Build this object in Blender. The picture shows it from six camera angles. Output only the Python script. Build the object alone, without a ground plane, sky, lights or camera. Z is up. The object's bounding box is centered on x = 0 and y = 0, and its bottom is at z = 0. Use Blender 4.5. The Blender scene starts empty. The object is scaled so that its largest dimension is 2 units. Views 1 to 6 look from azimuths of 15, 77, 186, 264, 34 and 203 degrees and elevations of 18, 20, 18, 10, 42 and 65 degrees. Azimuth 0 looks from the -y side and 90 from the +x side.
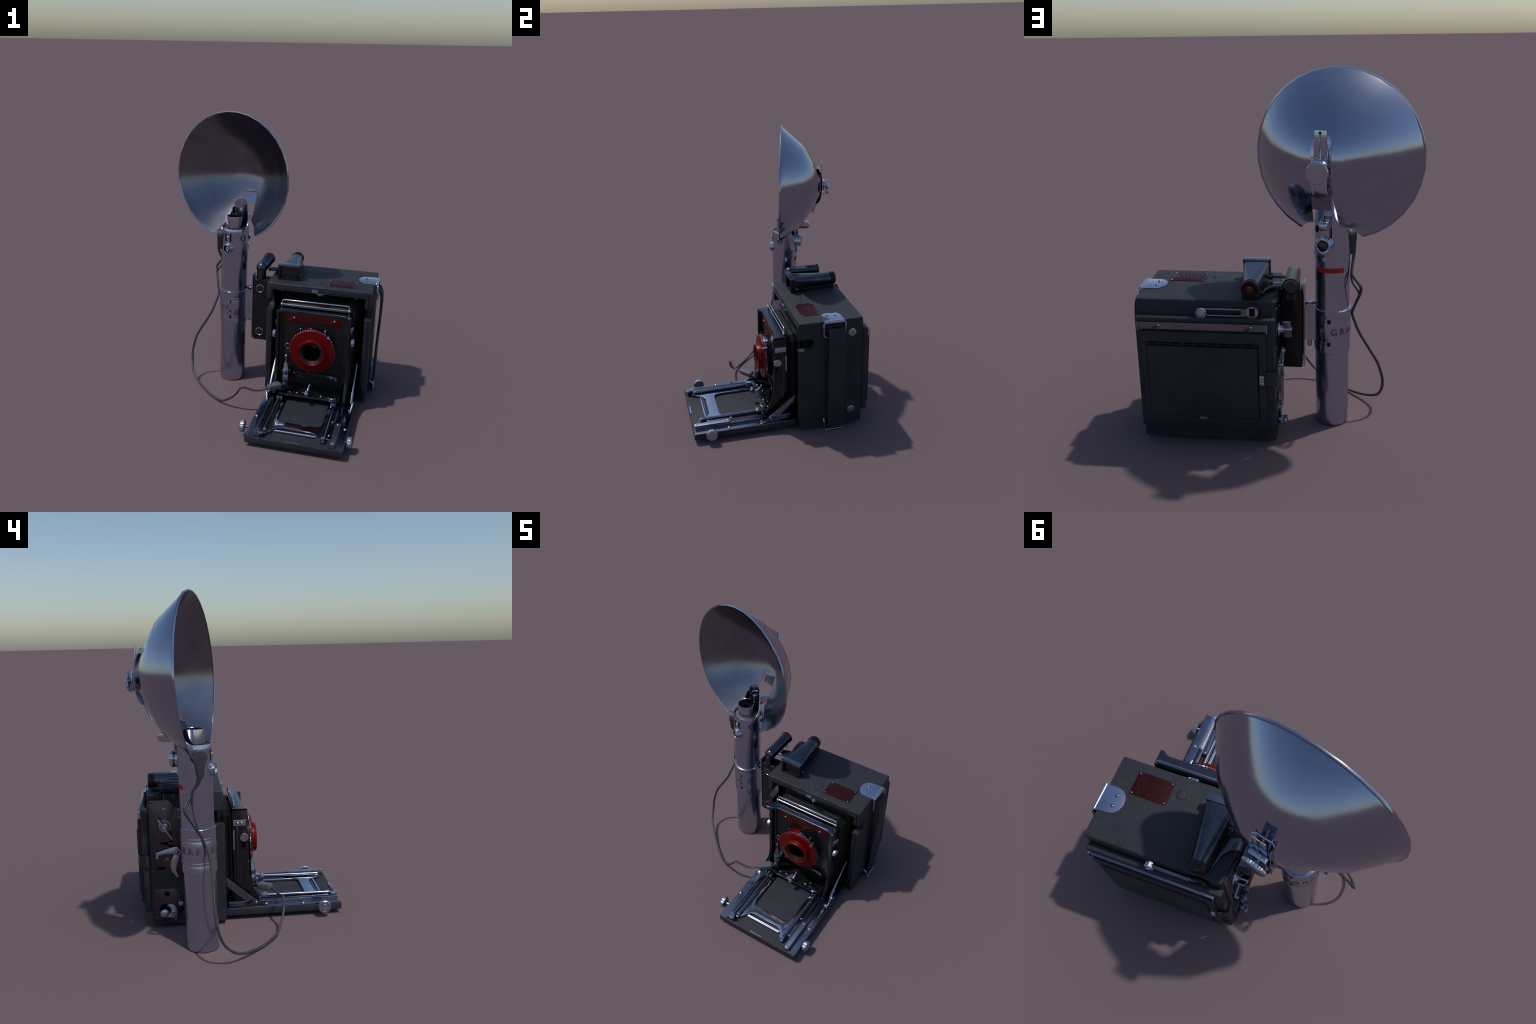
import bpy, bmesh, math, random
from mathutils import Vector, Matrix
random.seed(7)
PI = math.pi

# ----------------------------------------------------------------- materials
def new_mat(name):
    m = bpy.data.materials.new(name)
    m.use_nodes = True
    nt = m.node_tree
    return m, nt, nt.nodes['Principled BSDF']

def mat(name, col, rough=0.5, metal=0.0, var=0.15, scale=14.0, bump=0.0, bscale=200.0,
        rvar=0.08, coat=0.0, spec=0.5, fleck=None):
    """Base colour with a mottled procedural variation, roughness variation and fine bump grain."""
    m, nt, b = new_mat(name)
    N, L = nt.nodes, nt.links
    tc = N.new('ShaderNodeTexCoord')
    n1 = N.new('ShaderNodeTexNoise'); n1.inputs['Scale'].default_value = scale
    n1.inputs['Detail'].default_value = 6; n1.inputs['Roughness'].default_value = 0.6
    L.new(tc.outputs['Object'], n1.inputs['Vector'])
    cr = N.new('ShaderNodeValToRGB')
    cr.color_ramp.elements[0].position = 0.3; cr.color_ramp.elements[1].position = 0.7
    cr.color_ramp.elements[0].color = (*[c * (1 - var) for c in col], 1)
    cr.color_ramp.elements[1].color = (*[min(1, c * (1 + var)) for c in col], 1)
    L.new(n1.outputs['Fac'], cr.inputs['Fac'])
    out = cr.outputs['Color']
    if fleck:                                   # sparse pale flecks, painted-in glints of the surroundings
        fcol, fscale, fthr = fleck
        v = N.new('ShaderNodeTexNoise'); v.inputs['Scale'].default_value = fscale
        v.inputs['Detail'].default_value = 3
        L.new(tc.outputs['Object'], v.inputs['Vector'])
        r2 = N.new('ShaderNodeValToRGB')
        r2.color_ramp.elements[0].position = fthr; r2.color_ramp.elements[1].position = fthr + 0.06
        L.new(v.outputs['Fac'], r2.inputs['Fac'])
        mx = N.new('ShaderNodeMix'); mx.data_type = 'RGBA'
        L.new(r2.outputs['Color'], mx.inputs[0]); L.new(out, mx.inputs[6])
        mx.inputs[7].default_value = (*fcol, 1)
        out = mx.outputs[2]
    L.new(out, b.inputs['Base Color'])
    mr = N.new('ShaderNodeMapRange')
    mr.inputs['To Min'].default_value = max(0.02, rough - rvar); mr.inputs['To Max'].default_value = min(1, rough + rvar)
    n2 = N.new('ShaderNodeTexNoise'); n2.inputs['Scale'].default_value = scale * 1.7
    n2.inputs['Detail'].default_value = 4
    L.new(tc.outputs['Object'], n2.inputs['Vector'])
    L.new(n2.outputs['Fac'], mr.inputs['Value']); L.new(mr.outputs['Result'], b.inputs['Roughness'])
    b.inputs['Metallic'].default_value = metal
    b.inputs['Specular IOR Level'].default_value = spec
    if coat:
        b.inputs['Coat Weight'].default_value = coat; b.inputs['Coat Roughness'].default_value = 0.15
    if bump:
        n3 = N.new('ShaderNodeTexNoise'); n3.inputs['Scale'].default_value = bscale
        n3.inputs['Detail'].default_value = 5; n3.inputs['Roughness'].default_value = 0.65
        L.new(tc.outputs['Object'], n3.inputs['Vector'])
        bp = N.new('ShaderNodeBump'); bp.inputs['Strength'].default_value = bump
        bp.inputs['Distance'].default_value = 0.004
        L.new(n3.outputs['Fac'], bp.inputs['Height']); L.new(bp.outputs['Normal'], b.inputs['Normal'])
    return m

def leather_mat(name, col, rough=0.62):
    """Pebbled black leatherette: voronoi pebbles broken up with noise, faint mottling."""
    m, nt, b = new_mat(name)
    N, L = nt.nodes, nt.links
    tc = N.new('ShaderNodeTexCoord')
    vo = N.new('ShaderNodeTexVoronoi'); vo.inputs['Scale'].default_value = 95
    nz = N.new('ShaderNodeTexNoise'); nz.inputs['Scale'].default_value = 60; nz.inputs['Detail'].default_value = 5
    big = N.new('ShaderNodeTexNoise'); big.inputs['Scale'].default_value = 7; big.inputs['Detail'].default_value = 5
    for n in (vo, nz, big): L.new(tc.outputs['Object'], n.inputs['Vector'])
    ad = N.new('ShaderNodeMath'); ad.operation = 'MULTIPLY'
    L.new(vo.outputs['Distance'], ad.inputs[0]); L.new(nz.outputs['Fac'], ad.inputs[1])
    bp = N.new('ShaderNodeBump'); bp.inputs['Strength'].default_value = 0.45; bp.inputs['Distance'].default_value = 0.005
    L.new(ad.outputs[0], bp.inputs['Height']); L.new(bp.outputs['Normal'], b.inputs['Normal'])
    cr = N.new('ShaderNodeValToRGB')
    cr.color_ramp.elements[0].position = 0.32; cr.color_ramp.elements[1].position = 0.72
    cr.color_ramp.elements[0].color = (*[c * 0.78 for c in col], 1)
    cr.color_ramp.elements[1].color = (*[c * 1.25 for c in col], 1)
    L.new(big.outputs['Fac'], cr.inputs['Fac'])
    L.new(cr.outputs['Color'], b.inputs['Base Color'])
    mr = N.new('ShaderNodeMapRange')
    mr.inputs['To Min'].default_value = rough - 0.14; mr.inputs['To Max'].default_value = rough + 0.14
    L.new(big.outputs['Fac'], mr.inputs['Value']); L.new(mr.outputs['Result'], b.inputs['Roughness'])
    b.inputs['Specular IOR Level'].default_value = 0.35
    return m

M_LEATHER = leather_mat('leather', (0.0212, 0.0235, 0.0315))
def worn_edges(m, axis, pos, half, zpos, zhalf):
    """Rubbed tan flecks along one front edge of the covering (position band times noise)."""
    nt = m.node_tree; N, L = nt.nodes, nt.links; b = N['Principled BSDF']
    src = b.inputs['Base Color'].links[0].from_socket
    tc = N.new('ShaderNodeTexCoord'); sx = N.new('ShaderNodeSeparateXYZ'); L.new(tc.outputs['Object'], sx.inputs[0])
    def band(sock, p, h):
        c = N.new('ShaderNodeMath'); c.operation = 'COMPARE'; L.new(sock, c.inputs[0]); c.inputs[1].default_value = p; c.inputs[2].default_value = h
        return c.outputs[0]
    k1 = band(sx.outputs[axis], pos, half); k2 = band(sx.outputs['Z'], zpos, zhalf)
    nz = N.new('ShaderNodeTexNoise'); nz.inputs['Scale'].default_value = 38; nz.inputs['Detail'].default_value = 4; L.new(tc.outputs['Object'], nz.inputs['Vector'])
    g = N.new('ShaderNodeMath'); g.operation = 'GREATER_THAN'; L.new(nz.outputs['Fac'], g.inputs[0]); g.inputs[1].default_value = 0.60
    a = N.new('ShaderNodeMath'); a.operation = 'MULTIPLY'; L.new(k1, a.inputs[0]); L.new(k2, a.inputs[1])
    a2 = N.new('ShaderNodeMath'); a2.operation = 'MULTIPLY'; L.new(a.outputs[0], a2.inputs[0]); L.new(g.outputs[0], a2.inputs[1])
    mx = N.new('ShaderNodeMix'); mx.data_type = 'RGBA'; L.new(a2.outputs[0], mx.inputs[0]); L.new(src, mx.inputs[6]); mx.inputs[7].default_value = (0.13, 0.115, 0.085, 1)
    L.new(mx.outputs[2], b.inputs['Base Color'])
    return m
M_BODY = worn_edges(leather_mat('body_leather', (0.0212, 0.0235, 0.0315)), 'Y', 0.108, 0.003, 0.843, 0.0035)
M_BED = worn_edges(leather_mat('bed_leather', (0.0212, 0.0235, 0.0315)), 'Y', -0.636, 0.002, 0.067, 0.002)
M_STRAP = leather_mat('strap_leather', (0.021, 0.024, 0.030), 0.6)
M_BLACK = mat('black_enamel', (0.0065, 0.0065, 0.008), 0.34, 0.0, 0.3, 20, spec=0.35)
M_GLOSS = mat('black_gloss', (0.008, 0.008, 0.010), 0.18, 0.0, 0.3, 12, rvar=0.05, spec=0.45)
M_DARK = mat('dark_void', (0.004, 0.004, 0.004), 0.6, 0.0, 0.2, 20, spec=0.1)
M_BELLOWS = mat('bellows_cloth', (0.010, 0.010, 0.011), 0.6, 0.0, 0.3, 30, spec=0.25)
M_CHROME = mat('chrome', (0.50, 0.53, 0.63), 0.14, 1.0, 0.06, 9, rvar=0.05)
M_DISH = mat('reflector_metal', (0.37, 0.40, 0.50), 0.13, 1.0, 0.05, 5, rvar=0.04)
M_DISHIN = mat('reflector_inner', (0.20, 0.205, 0.24), 0.20, 1.0, 0.14, 7, rvar=0.07)  # same metal as the outside, darkened for the shade inside the bowl
M_TUBE = mat('tube_metal', (0.46, 0.49, 0.61), 0.20, 1.0, 0.06, 6, rvar=0.05)
M_STEEL = mat('dull_steel', (0.44, 0.45, 0.52), 0.32, 1.0, 0.12, 25, rvar=0.1)
M_NICKEL = mat('dark_nickel', (0.22, 0.24, 0.31), 0.18, 1.0, 0.12, 14, rvar=0.06)
M_GUN = mat('gunmetal', (0.09, 0.095, 0.12), 0.24, 1.0, 0.15, 14, rvar=0.07)
M_FINDER = mat('finder_metal', (0.085, 0.095, 0.125), 0.26, 1.0, 0.15, 14, rvar=0.08)
M_PLATE = mat('side_plate_metal', (0.085, 0.078, 0.092), 0.28, 1.0, 0.12, 10, rvar=0.07, fleck=((0.38, 0.38, 0.44), 17, 0.67))  # light flecks colour in bright reflections along the plate
M_RED = mat('red_anodised', (0.13, 0.0006, 0.0006), 0.36, 0.2, 0.15, 22, bump=0.04, spec=0.2)
M_REDTAG = mat('red_tag', (0.035, 0.0004, 0.0008), 0.34, 0.2, 0.25, 30, spec=0.25)
M_REDSTRIP = mat('red_strip', (0.085, 0.0006, 0.0006), 0.32, 0.3, 0.2, 30, spec=0.2)
M_REDTAPE = mat('red_tape', (0.42, 0.008, 0.010), 0.5, 0.0, 0.12, 40)
M_INK = mat('ink', (0.008, 0.001, 0.001), 0.5, 0.0, 0.2, 40)
M_ENGR = mat('engraved_fill', (0.13, 0.125, 0.15), 0.4, 0.8, 0.2, 40)
M_RUBBER = mat('rubber', (0.034, 0.037, 0.042), 0.5, 0.0, 0.25, 30, bump=0.1)
M_GREY = mat('grey_plastic', (0.10, 0.10, 0.112), 0.5, 0.0, 0.15, 30)
M_RUBY = mat('ruby_lens', (0.035, 0.008, 0.018), 0.12, 0.0, 0.2, 10, coat=0.4)
M_COPPER = mat('copper_prong', (0.55, 0.28, 0.22), 0.3, 1.0, 0.1, 30)
M_GLASS, _nt, _b = new_mat('lens_glass')
_b.inputs['Base Color'].default_value = (0.010, 0.010, 0.014, 1); _b.inputs['Roughness'].default_value = 0.05
_b.inputs['Coat Weight'].default_value = 0.6

# ----------------------------------------------------------------- builders
COL = bpy.context.scene.collection

def obj_from_bm(name, bm, material, parent=None, smooth=None):
    me = bpy.data.meshes.new(name)
    bmesh.ops.recalc_face_normals(bm, faces=bm.faces)
    bm.to_mesh(me); bm.free()
    return obj_from_mesh(name, me, material, parent, smooth)

def obj_from_mesh(name, me, material, parent=None, smooth=None):
    o = bpy.data.objects.new(name, me)
    COL.objects.link(o)
    if material: me.materials.append(material)
    if parent: o.parent = parent
    if smooth is not None:
        me.shade_smooth()
        me.set_sharp_from_angle(angle=math.radians(smooth))
    return o

def apply_mods(o):
    dg = bpy.context.evaluated_depsgraph_get()
    me = bpy.data.meshes.new_from_object(o.evaluated_get(dg))
    o.modifiers.clear()
    old = o.data; o.data = me
    bpy.data.meshes.remove(old)
    return o

def bevel_bm(bm, w, seg=2, ang=0.5):
    if w <= 0: return
    bm.normal_update()
    es = [e for e in bm.edges if len(e.link_faces) == 2 and e.calc_face_angle(0) > ang]
    bmesh.ops.bevel(bm, geom=es, offset=w, segments=seg, profile=0.6, affect='EDGES', clamp_overlap=True)

def add_box(bm, x0, x1, y0, y1, z0, z1, M=None):
    vs = [bm.verts.new((x, y, z)) for x in (x0, x1) for y in (y0, y1) for z in (z0, z1)]
    for f in ((0, 1, 3, 2), (4, 6, 7, 5), (0, 4, 5, 1), (2, 3, 7, 6), (0, 2, 6, 4), (1, 5, 7, 3)):
        bm.faces.new([vs[i] for i in f])
    if M: bmesh.ops.transform(bm, matrix=M, verts=vs)
    return vs

def box(name, x0, x1, y0, y1, z0, z1, material, parent, bev=0.003, seg=2, M=None):
    bm = bmesh.new(); add_box(bm, x0, x1, y0, y1, z0, z1)
    bevel_bm(bm, bev, seg)
    if M: bmesh.ops.transform(bm, matrix=M, verts=bm.verts)
    return obj_from_bm(name, bm, material, parent, 40)

def axis_matrix(p, d, roll_ref=(0, 0, 1)):
    """Matrix placing local z along d with origin p."""
    d = Vector(d).normalized()
    q = d.to_track_quat('Z', 'Y')
    return Matrix.Translation(Vector(p)) @ q.to_matrix().to_4x4()

def lathe(name, prof, material, parent, p=(0, 0, 0), d=(0, 0, 1), seg=40, smooth=35, knurl=None, M=None):
    """Surface of revolution. prof = [(radius, height), ...] along axis d from p. knurl=(r_min, n, amp)."""
    bm = bmesh.new(); rings = []
    for r, h in prof:
        if r < 1e-6:
            rings.append([bm.verts.new((0, 0, h))])
        else:
            ring = []
            for i in range(seg):
                a = 2 * PI * i / seg; rr = r
                if knurl and r >= knurl[0]: rr = r + knurl[2] * (1 if i % 2 else -1)
                ring.append(bm.verts.new((rr * math.cos(a), rr * math.sin(a), h)))
            rings.append(ring)
    for a, b in zip(rings[:-1], rings[1:]):
        if len(a) == 1 and len(b) == 1: continue
        for i in range(seg):
            j = (i + 1) % seg
            if len(a) == 1: bm.faces.new((a[0], b[i], b[j]))
            elif len(b) == 1: bm.faces.new((a[i], b[0], a[j]))
            else: bm.faces.new((a[i], b[i], b[j], a[j]))
    if len(rings[0]) > 1 and prof[0] != prof[-1]: bm.faces.new(rings[0])
    if len(rings[-1]) > 1 and prof[0] != prof[-1]: bm.faces.new(rings[-1][::-1])
    bmesh.ops.transform(bm, matrix=M if M else axis_matrix(p, d), verts=bm.verts)
    return obj_from_bm(name, bm, material, parent, smooth)

def cyl(name, p0, p1, r, material, parent, seg=28, bev=0.0, r2=None):
    p0, p1 = Vector(p0), Vector(p1); h = (p1 - p0).length
    r2 = r if r2 is None else r2
    if bev: prof = [(0, 0), (r - bev, 0), (r, bev), (r2, h - bev), (r2 - bev, h), (0, h)]
    else: prof = [(0, 0), (r, 0), (r2, h), (0, h)]
    return lathe(name, prof, material, parent, p0, p1 - p0, seg)

def prism(name, pts, plane, t0, t1, material, parent, bev=0.002, seg=2, M=None, smooth=40):
    """Polygon pts extruded between t0 and t1. plane: 'xy' (along z), 'xz' (along y), 'yz' (along x)."""
    bm = bmesh.new()
    def P(a, b, t):
        return {'xy': (a, b, t), 'xz': (a, t, b), 'yz': (t, a, b)}[plane]
    A = [bm.verts.new(P(a, b, t0)) for a, b in pts]; B = [bm.verts.new(P(a, b, t1)) for a, b in pts]
    n = len(pts)
    bm.faces.new(A); bm.faces.new(B[::-1])
    for i in range(n): bm.faces.new((A[i], B[i], B[(i + 1) % n], A[(i + 1) % n]))
    bmesh.ops.recalc_face_normals(bm, faces=bm.faces)
    bevel_bm(bm, bev, seg)
    if M: bmesh.ops.transform(bm, matrix=M, verts=bm.verts)
    return obj_from_bm(name, bm, material, parent, smooth)

def arc(cx, cy, r, a0, a1, n=10):
    return [(cx + r * math.cos(math.radians(a0 + (a1 - a0) * i / n)), cy + r * math.sin(math.radians(a0 + (a1 - a0) * i / n))) for i in range(n + 1)]

def rrect(x0, x1, y0, y1, r, n=5):
    return (arc(x1 - r, y1 - r, r, 0, 90, n) + arc(x0 + r, y1 - r, r, 90, 180, n) +
            arc(x0 + r, y0 + r, r, 180, 270, n) + arc(x1 - r, y0 + r, r, 270, 360, n))

def capsule(ax, ay, bx, by, r, r2=None, n=8):
    r2 = r if r2 is None else r2
    a = math.degrees(math.atan2(by - ay, bx - ax))
    return arc(bx, by, r2, a - 90, a + 90, n) + arc(ax, ay, r, a + 90, a + 270, n)

def catmull(pts, sub=8, closed=False):
    P = [Vector(p) for p in pts]; out = []; n = len(P)
    for i in range(n if closed else n - 1):
        p0 = P[(i - 1) % n] if closed or i else P[i] * 2 - P[i + 1]
        p1, p2 = P[i], P[(i + 1) % n]
        p3 = P[(i + 2) % n] if closed or i + 2 < n else p2 * 2 - p1
        for k in range(sub):
            t = k / sub
            out.append(0.5 * ((2 * p1) + (p2 - p0) * t + (2 * p0 - 5 * p1 + 4 * p2 - p3) * t * t + (3 * p1 - p0 - 3 * p2 + p3) * t ** 3))
    if not closed: out.append(P[-1])
    return out

def sweep(name, pts, r, material, parent, seg=10, closed=False, flat=1.0):
    """Round wire or cord along a point list."""
    P = [Vector(p) for p in pts]; bm = bmesh.new(); rings = []; n = len(P)
    up = None
    for i in range(n):
        a = P[(i - 1) % n] if closed or i else P[i]
        b = P[(i + 1) % n] if closed or i < n - 1 else P[i]
        t = (b - a).normalized()
        if up is None:
            up = t.cross(Vector((0.3, 0.5, 0.8))).normalized()
        up = (up - t * up.dot(t)).normalized(); s = t.cross(up)
        rr = r(i / (n - 1)) if callable(r) else r
        rings.append([bm.verts.new(P[i] + up * (rr * math.cos(2 * PI * k / seg)) + s * (rr * flat * math.sin(2 * PI * k / seg))) for k in range(seg)])
    for i in range(n if closed else n - 1):
        a, b = rings[i], rings[(i + 1) % n]
        for k in range(seg): bm.faces.new((a[k], a[(k + 1) % seg], b[(k + 1) % seg], b[k]))
    if not closed:
        bm.faces.new(rings[0]); bm.faces.new(rings[-1])
    return obj_from_bm(name, bm, material, parent, 60)

def loft(name, rings, material, parent, cap=True, smooth=35, solid=0.0):
    bm = bmesh.new(); R = [[bm.verts.new(p) for p in ring] for ring in rings]
    for a, b in zip(R[:-1], R[1:]):
        n = len(a)
        for k in range(n): bm.faces.new((a[k], a[(k + 1) % n], b[(k + 1) % n], b[k]))
    if cap: bm.faces.new(R[0]); bm.faces.new(R[-1])
    return obj_from_bm(name, bm, material, parent, smooth)

def boolean_cut(o, cutter):
    md = o.modifiers.new('cut', 'BOOLEAN'); md.operation = 'DIFFERENCE'; md.object = cutter; md.solver = 'EXACT'
    bpy.context.view_layer.update()
    apply_mods(o)
    bpy.data.objects.remove(cutter)

def text_mesh(txt, size, extrude=0.0006, spacing=1.0, bold=0.0):
    cu = bpy.data.curves.new('txt', 'FONT'); cu.body = txt; cu.size = size; cu.extrude = extrude
    cu.align_x = 'CENTER'; cu.align_y = 'CENTER'; cu.space_character = spacing; cu.resolution_u = 3; cu.offset = bold
    t = bpy.data.objects.new('txt', cu); COL.objects.link(t)
    bpy.context.view_layer.update()
    me = bpy.data.meshes.new_from_object(t.evaluated_get(bpy.context.evaluated_depsgraph_get()))
    bpy.data.objects.remove(t); bpy.data.curves.remove(cu)
    return me

def text(name, txt, size, M, material, parent, extrude=0.0006, spacing=1.0, sx=1.0):
    me = text_mesh(txt, size, extrude, spacing)
    me.transform(M @ Matrix.Diagonal((sx, 1, 1, 1)))
    return obj_from_mesh(name, me, material, parent)

def frame(o, x, y, z):
    """Matrix with given axes as columns."""
    x, y, z = Vector(x), Vector(y), Vector(z)
    return Matrix(((x.x, y.x, z.x, o[0]), (x.y, y.y, z.y, o[1]), (x.z, y.z, z.z, o[2]), (0, 0, 0, 1)))

# shared screw head (slotted dome, unit radius) copied around
def make_screw_mesh():
    bm = bmesh.new()
    prof = [(1.0, 0.0), (1.0, 0.25), (0.85, 0.5), (0.5, 0.68), (0, 0.72)]
    seg = 16; rings = []
    for r, h in prof:
        rings.append([bm.verts.new((r * math.cos(2 * PI * i / seg), r * math.sin(2 * PI * i / seg), h)) for i in range(seg)] if r else [bm.verts.new((0, 0, h))])
    for a, b in zip(rings[:-1], rings[1:]):
        for i in range(seg):
            j = (i + 1) % seg
            if len(b) == 1: bm.faces.new((a[i], a[j], b[0]))
            else: bm.faces.new((a[i], a[j], b[j], b[i]))
    me = bpy.data.meshes.new('screw'); bm.to_mesh(me); bm.free()
    me.shade_smooth(); me.set_sharp_from_angle(angle=math.radians(50))
    return me
SCREW_MESHES = {}
def screw(p, d, r, parent, material=None, name='screw'):
    material = material or M_CHROME
    if material.name not in SCREW_MESHES:
        me = make_screw_mesh(); me.materials.append(material); SCREW_MESHES[material.name] = me
    o = bpy.data.objects.new(name, SCREW_MESHES[material.name]); COL.objects.link(o)
    o.matrix_world = axis_matrix(p, d) @ Matrix.Diagonal((r, r, r, 1))
    o.parent = parent
    return o

def knob(name, p, d, r, t, material, parent, n=44):
    """Knurled thumb knob with concentric rings on the face."""
    return lathe(name, [(0, 0), (r * 0.86, 0), (r, t * 0.12), (r, t * 0.85), (r * 0.9, t), (r * 0.72, t), (r * 0.66, t * 0.86),
                        (r * 0.5, t * 0.86), (r * 0.44, t * 0.98), (r * 0.2, t * 0.98), (r * 0.16, t * 0.85), (0, t * 0.85)],
                 material, parent, p, d, seg=n, knurl=(r * 0.97, n, r * 0.025), smooth=30)

# ----------------------------------------------------------------- root
root = bpy.data.objects.new('press_camera', None); COL.objects.link(root)
root['label'] = 'old folding press camera with chrome bowl flash gun'
root['category'] = 'camera'

# ================================================================= BODY BOX
X0, X1, Y0, Y1, Z0, Z1 = -0.022, 0.714, 0.106, 0.562, 0.020, 0.8455
bm = bmesh.new(); add_box(bm, X0, X1, Y0, Y1, Z0, Z1); bevel_bm(bm, 0.010, 3)
body = obj_from_bm('body', bm, M_BODY, root)
bm = bmesh.new(); add_box(bm, 0.022, 0.670, 0.05, 0.52, 0.070, 0.800)
boolean_cut(body, obj_from_bm('cut', bm, M_DARK))
cutp = [(0.05, 0.640), (0.175, 0.640)] + arc(0.175, 0.684, 0.044, -70, 70, 8) + [(0.175, 0.728), (0.05, 0.728)]
boolean_cut(body, prism('cut', cutp, 'yz', -0.2, 0.9, M_DARK, None, 0))
body.data.shade_smooth(); body.data.set_sharp_from_angle(angle=math.radians(30))
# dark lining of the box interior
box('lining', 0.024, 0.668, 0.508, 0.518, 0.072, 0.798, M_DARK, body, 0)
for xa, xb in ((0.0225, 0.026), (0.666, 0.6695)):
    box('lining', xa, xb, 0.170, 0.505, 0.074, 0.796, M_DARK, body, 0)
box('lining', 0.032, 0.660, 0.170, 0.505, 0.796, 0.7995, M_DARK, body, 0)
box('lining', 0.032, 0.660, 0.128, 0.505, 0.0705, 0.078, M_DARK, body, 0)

# front trim: stepped black metal frame round the mouth
def trim(name, x0, x1, z0, z1):
    box(name, x0, x1, 0.100, 0.112, z0, z1, M_GUN, body, 0.002)
trim('front_trim', -0.002, 0.692, 0.805, 0.823)
trim('front_trim', 0.014, 0.678, 0.7995, 0.8045)
trim('front_trim', -0.002, 0.0135, 0.730, 0.8045); trim('front_trim', 0.6785, 0.692, 0.730, 0.8045)
trim('front_trim', -0.004, 0.020, 0.030, 0.636); trim('front_trim', 0.672, 0.696, 0.030, 0.636)
trim('front_trim', 0.0205, 0.6715, 0.048, 0.064)
# catch in the middle of the top edge
box('bed_catch', 0.300, 0.345, 0.091, 0.104, 0.808, 0.826, M_CHROME, body, 0.003)
box('bed_catch', 0.335, 0.385, 0.092, 0.104, 0.793, 0.807, M_NICKEL, body, 0.003)
cyl('bed_catch', (0.358, 0.088, 0.798), (0.358, 0.100, 0.798), 0.008, M_CHROME, body, 14)
# small inner hooks
for hx in (0.085, 0.607):
    cyl('hook', (hx, 0.118, 0.785), (hx, 0.118, 0.800), 0.006, M_NICKEL, body, 10)

# top: red data plate with table, round cover, strap clip
plate = box('data_plate', 0.397, 0.597, 0.158, 0.287, 0.8450, 0.8485, M_REDTAG, body, 0.001)
for px in (0.407, 0.587):
    for py in (0.167, 0.278): screw((px, py, 0.8483), (0, 0, 1), 0.0045, plate)
ROWS = ['SPEED  APERTURE', '10 30 50 100', '1 2 3 4 5 6', '125 60 30 15', '1000 500 250', '90 110 140 210', '4.7 5.6 8 11 16']
me_all = bmesh.new()
for i, row in enumerate(ROWS):
    me = text_mesh(row, 0.0155, 0.0004, 1.15)
    w = max(v.co.x for v in me.vertices) - min(v.co.x for v in me.vertices)
    me.transform(frame((0.497, 0.276 - 0.0165 * i - 0.0145, 0.8488), (-1, 0, 0), (0, -1, 0), (0, 0, 1)) @ Matrix.Diagonal((0.165 / w, 1, 1, 1)))
    me_all.from_mesh(me)
obj_from_bm('plate_lettering', me_all, M_INK, plate)
bm = bmesh.new()
for y in (0.163, 0.272, 0.282): add_box(bm, 0.415, 0.580, y - 0.0008, y + 0.0008, 0.8483, 0.8489)
obj_from_bm('plate_rule', bm, M_INK, plate)
lathe('button_cover', [(0, 0), (0.025, 0), (0.025, 0.0015), (0.022, 0.0028), (0, 0.0032)], M_LEATHER, body, (0.343, 0.205, 0.8450), seg=32)
lathe('button_cover', [(0.0252, 0), (0.0270, 0.0004), (0.0270, 0.0018), (0.0252, 0.0018), (0.0252, 0)], M_BLACK, body, (0.343, 0.205, 0.8450), seg=32)

clip_pts = [(0.722, 0.424), (0.664, 0.421)] + [(0.652 - 0.058 * math.sin(math.radians(a)), 0.350 + 0.070 * math.cos(math.radians(a))) for a in range(10, 171, 16)] + [(0.664, 0.279), (0.722, 0.277)]
clip = prism('strap_clip', clip_pts, 'xy', 0.845, 0.852, M_CHROME, body, 0.002)
cyl('clip_roll', (0.727, 0.278, 0.844), (0.727, 0.424, 0.844), 0.0125, M_CHROME, clip, 18, 0.002)
for py in (0.321, 0.378): screw((0.646, py, 0.8515), (0, 0, 1), 0.0095, clip, M_NICKEL)
def wire_loop(name, pts, r, parent, material=None):
    return sweep(name, [Vector(p) for p in pts], r, material or M_CHROME, parent, 8)
wire_loop('strap_ring', [(0.728, 0.300, 0.842), (0.730, 0.284, 0.842), (0.735, 0.274, 0.834), (0.737, 0.274, 0.765), (0.738, 0.276, 0.745), (0.740, 0.290, 0.740),
                          (0.740, 0.412, 0.740), (0.738, 0.426, 0.745), (0.737, 0.428, 0.765), (0.735, 0.428, 0.834), (0.730, 0.418, 0.842), (0.728, 0.400, 0.842)], 0.0045, clip)
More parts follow.
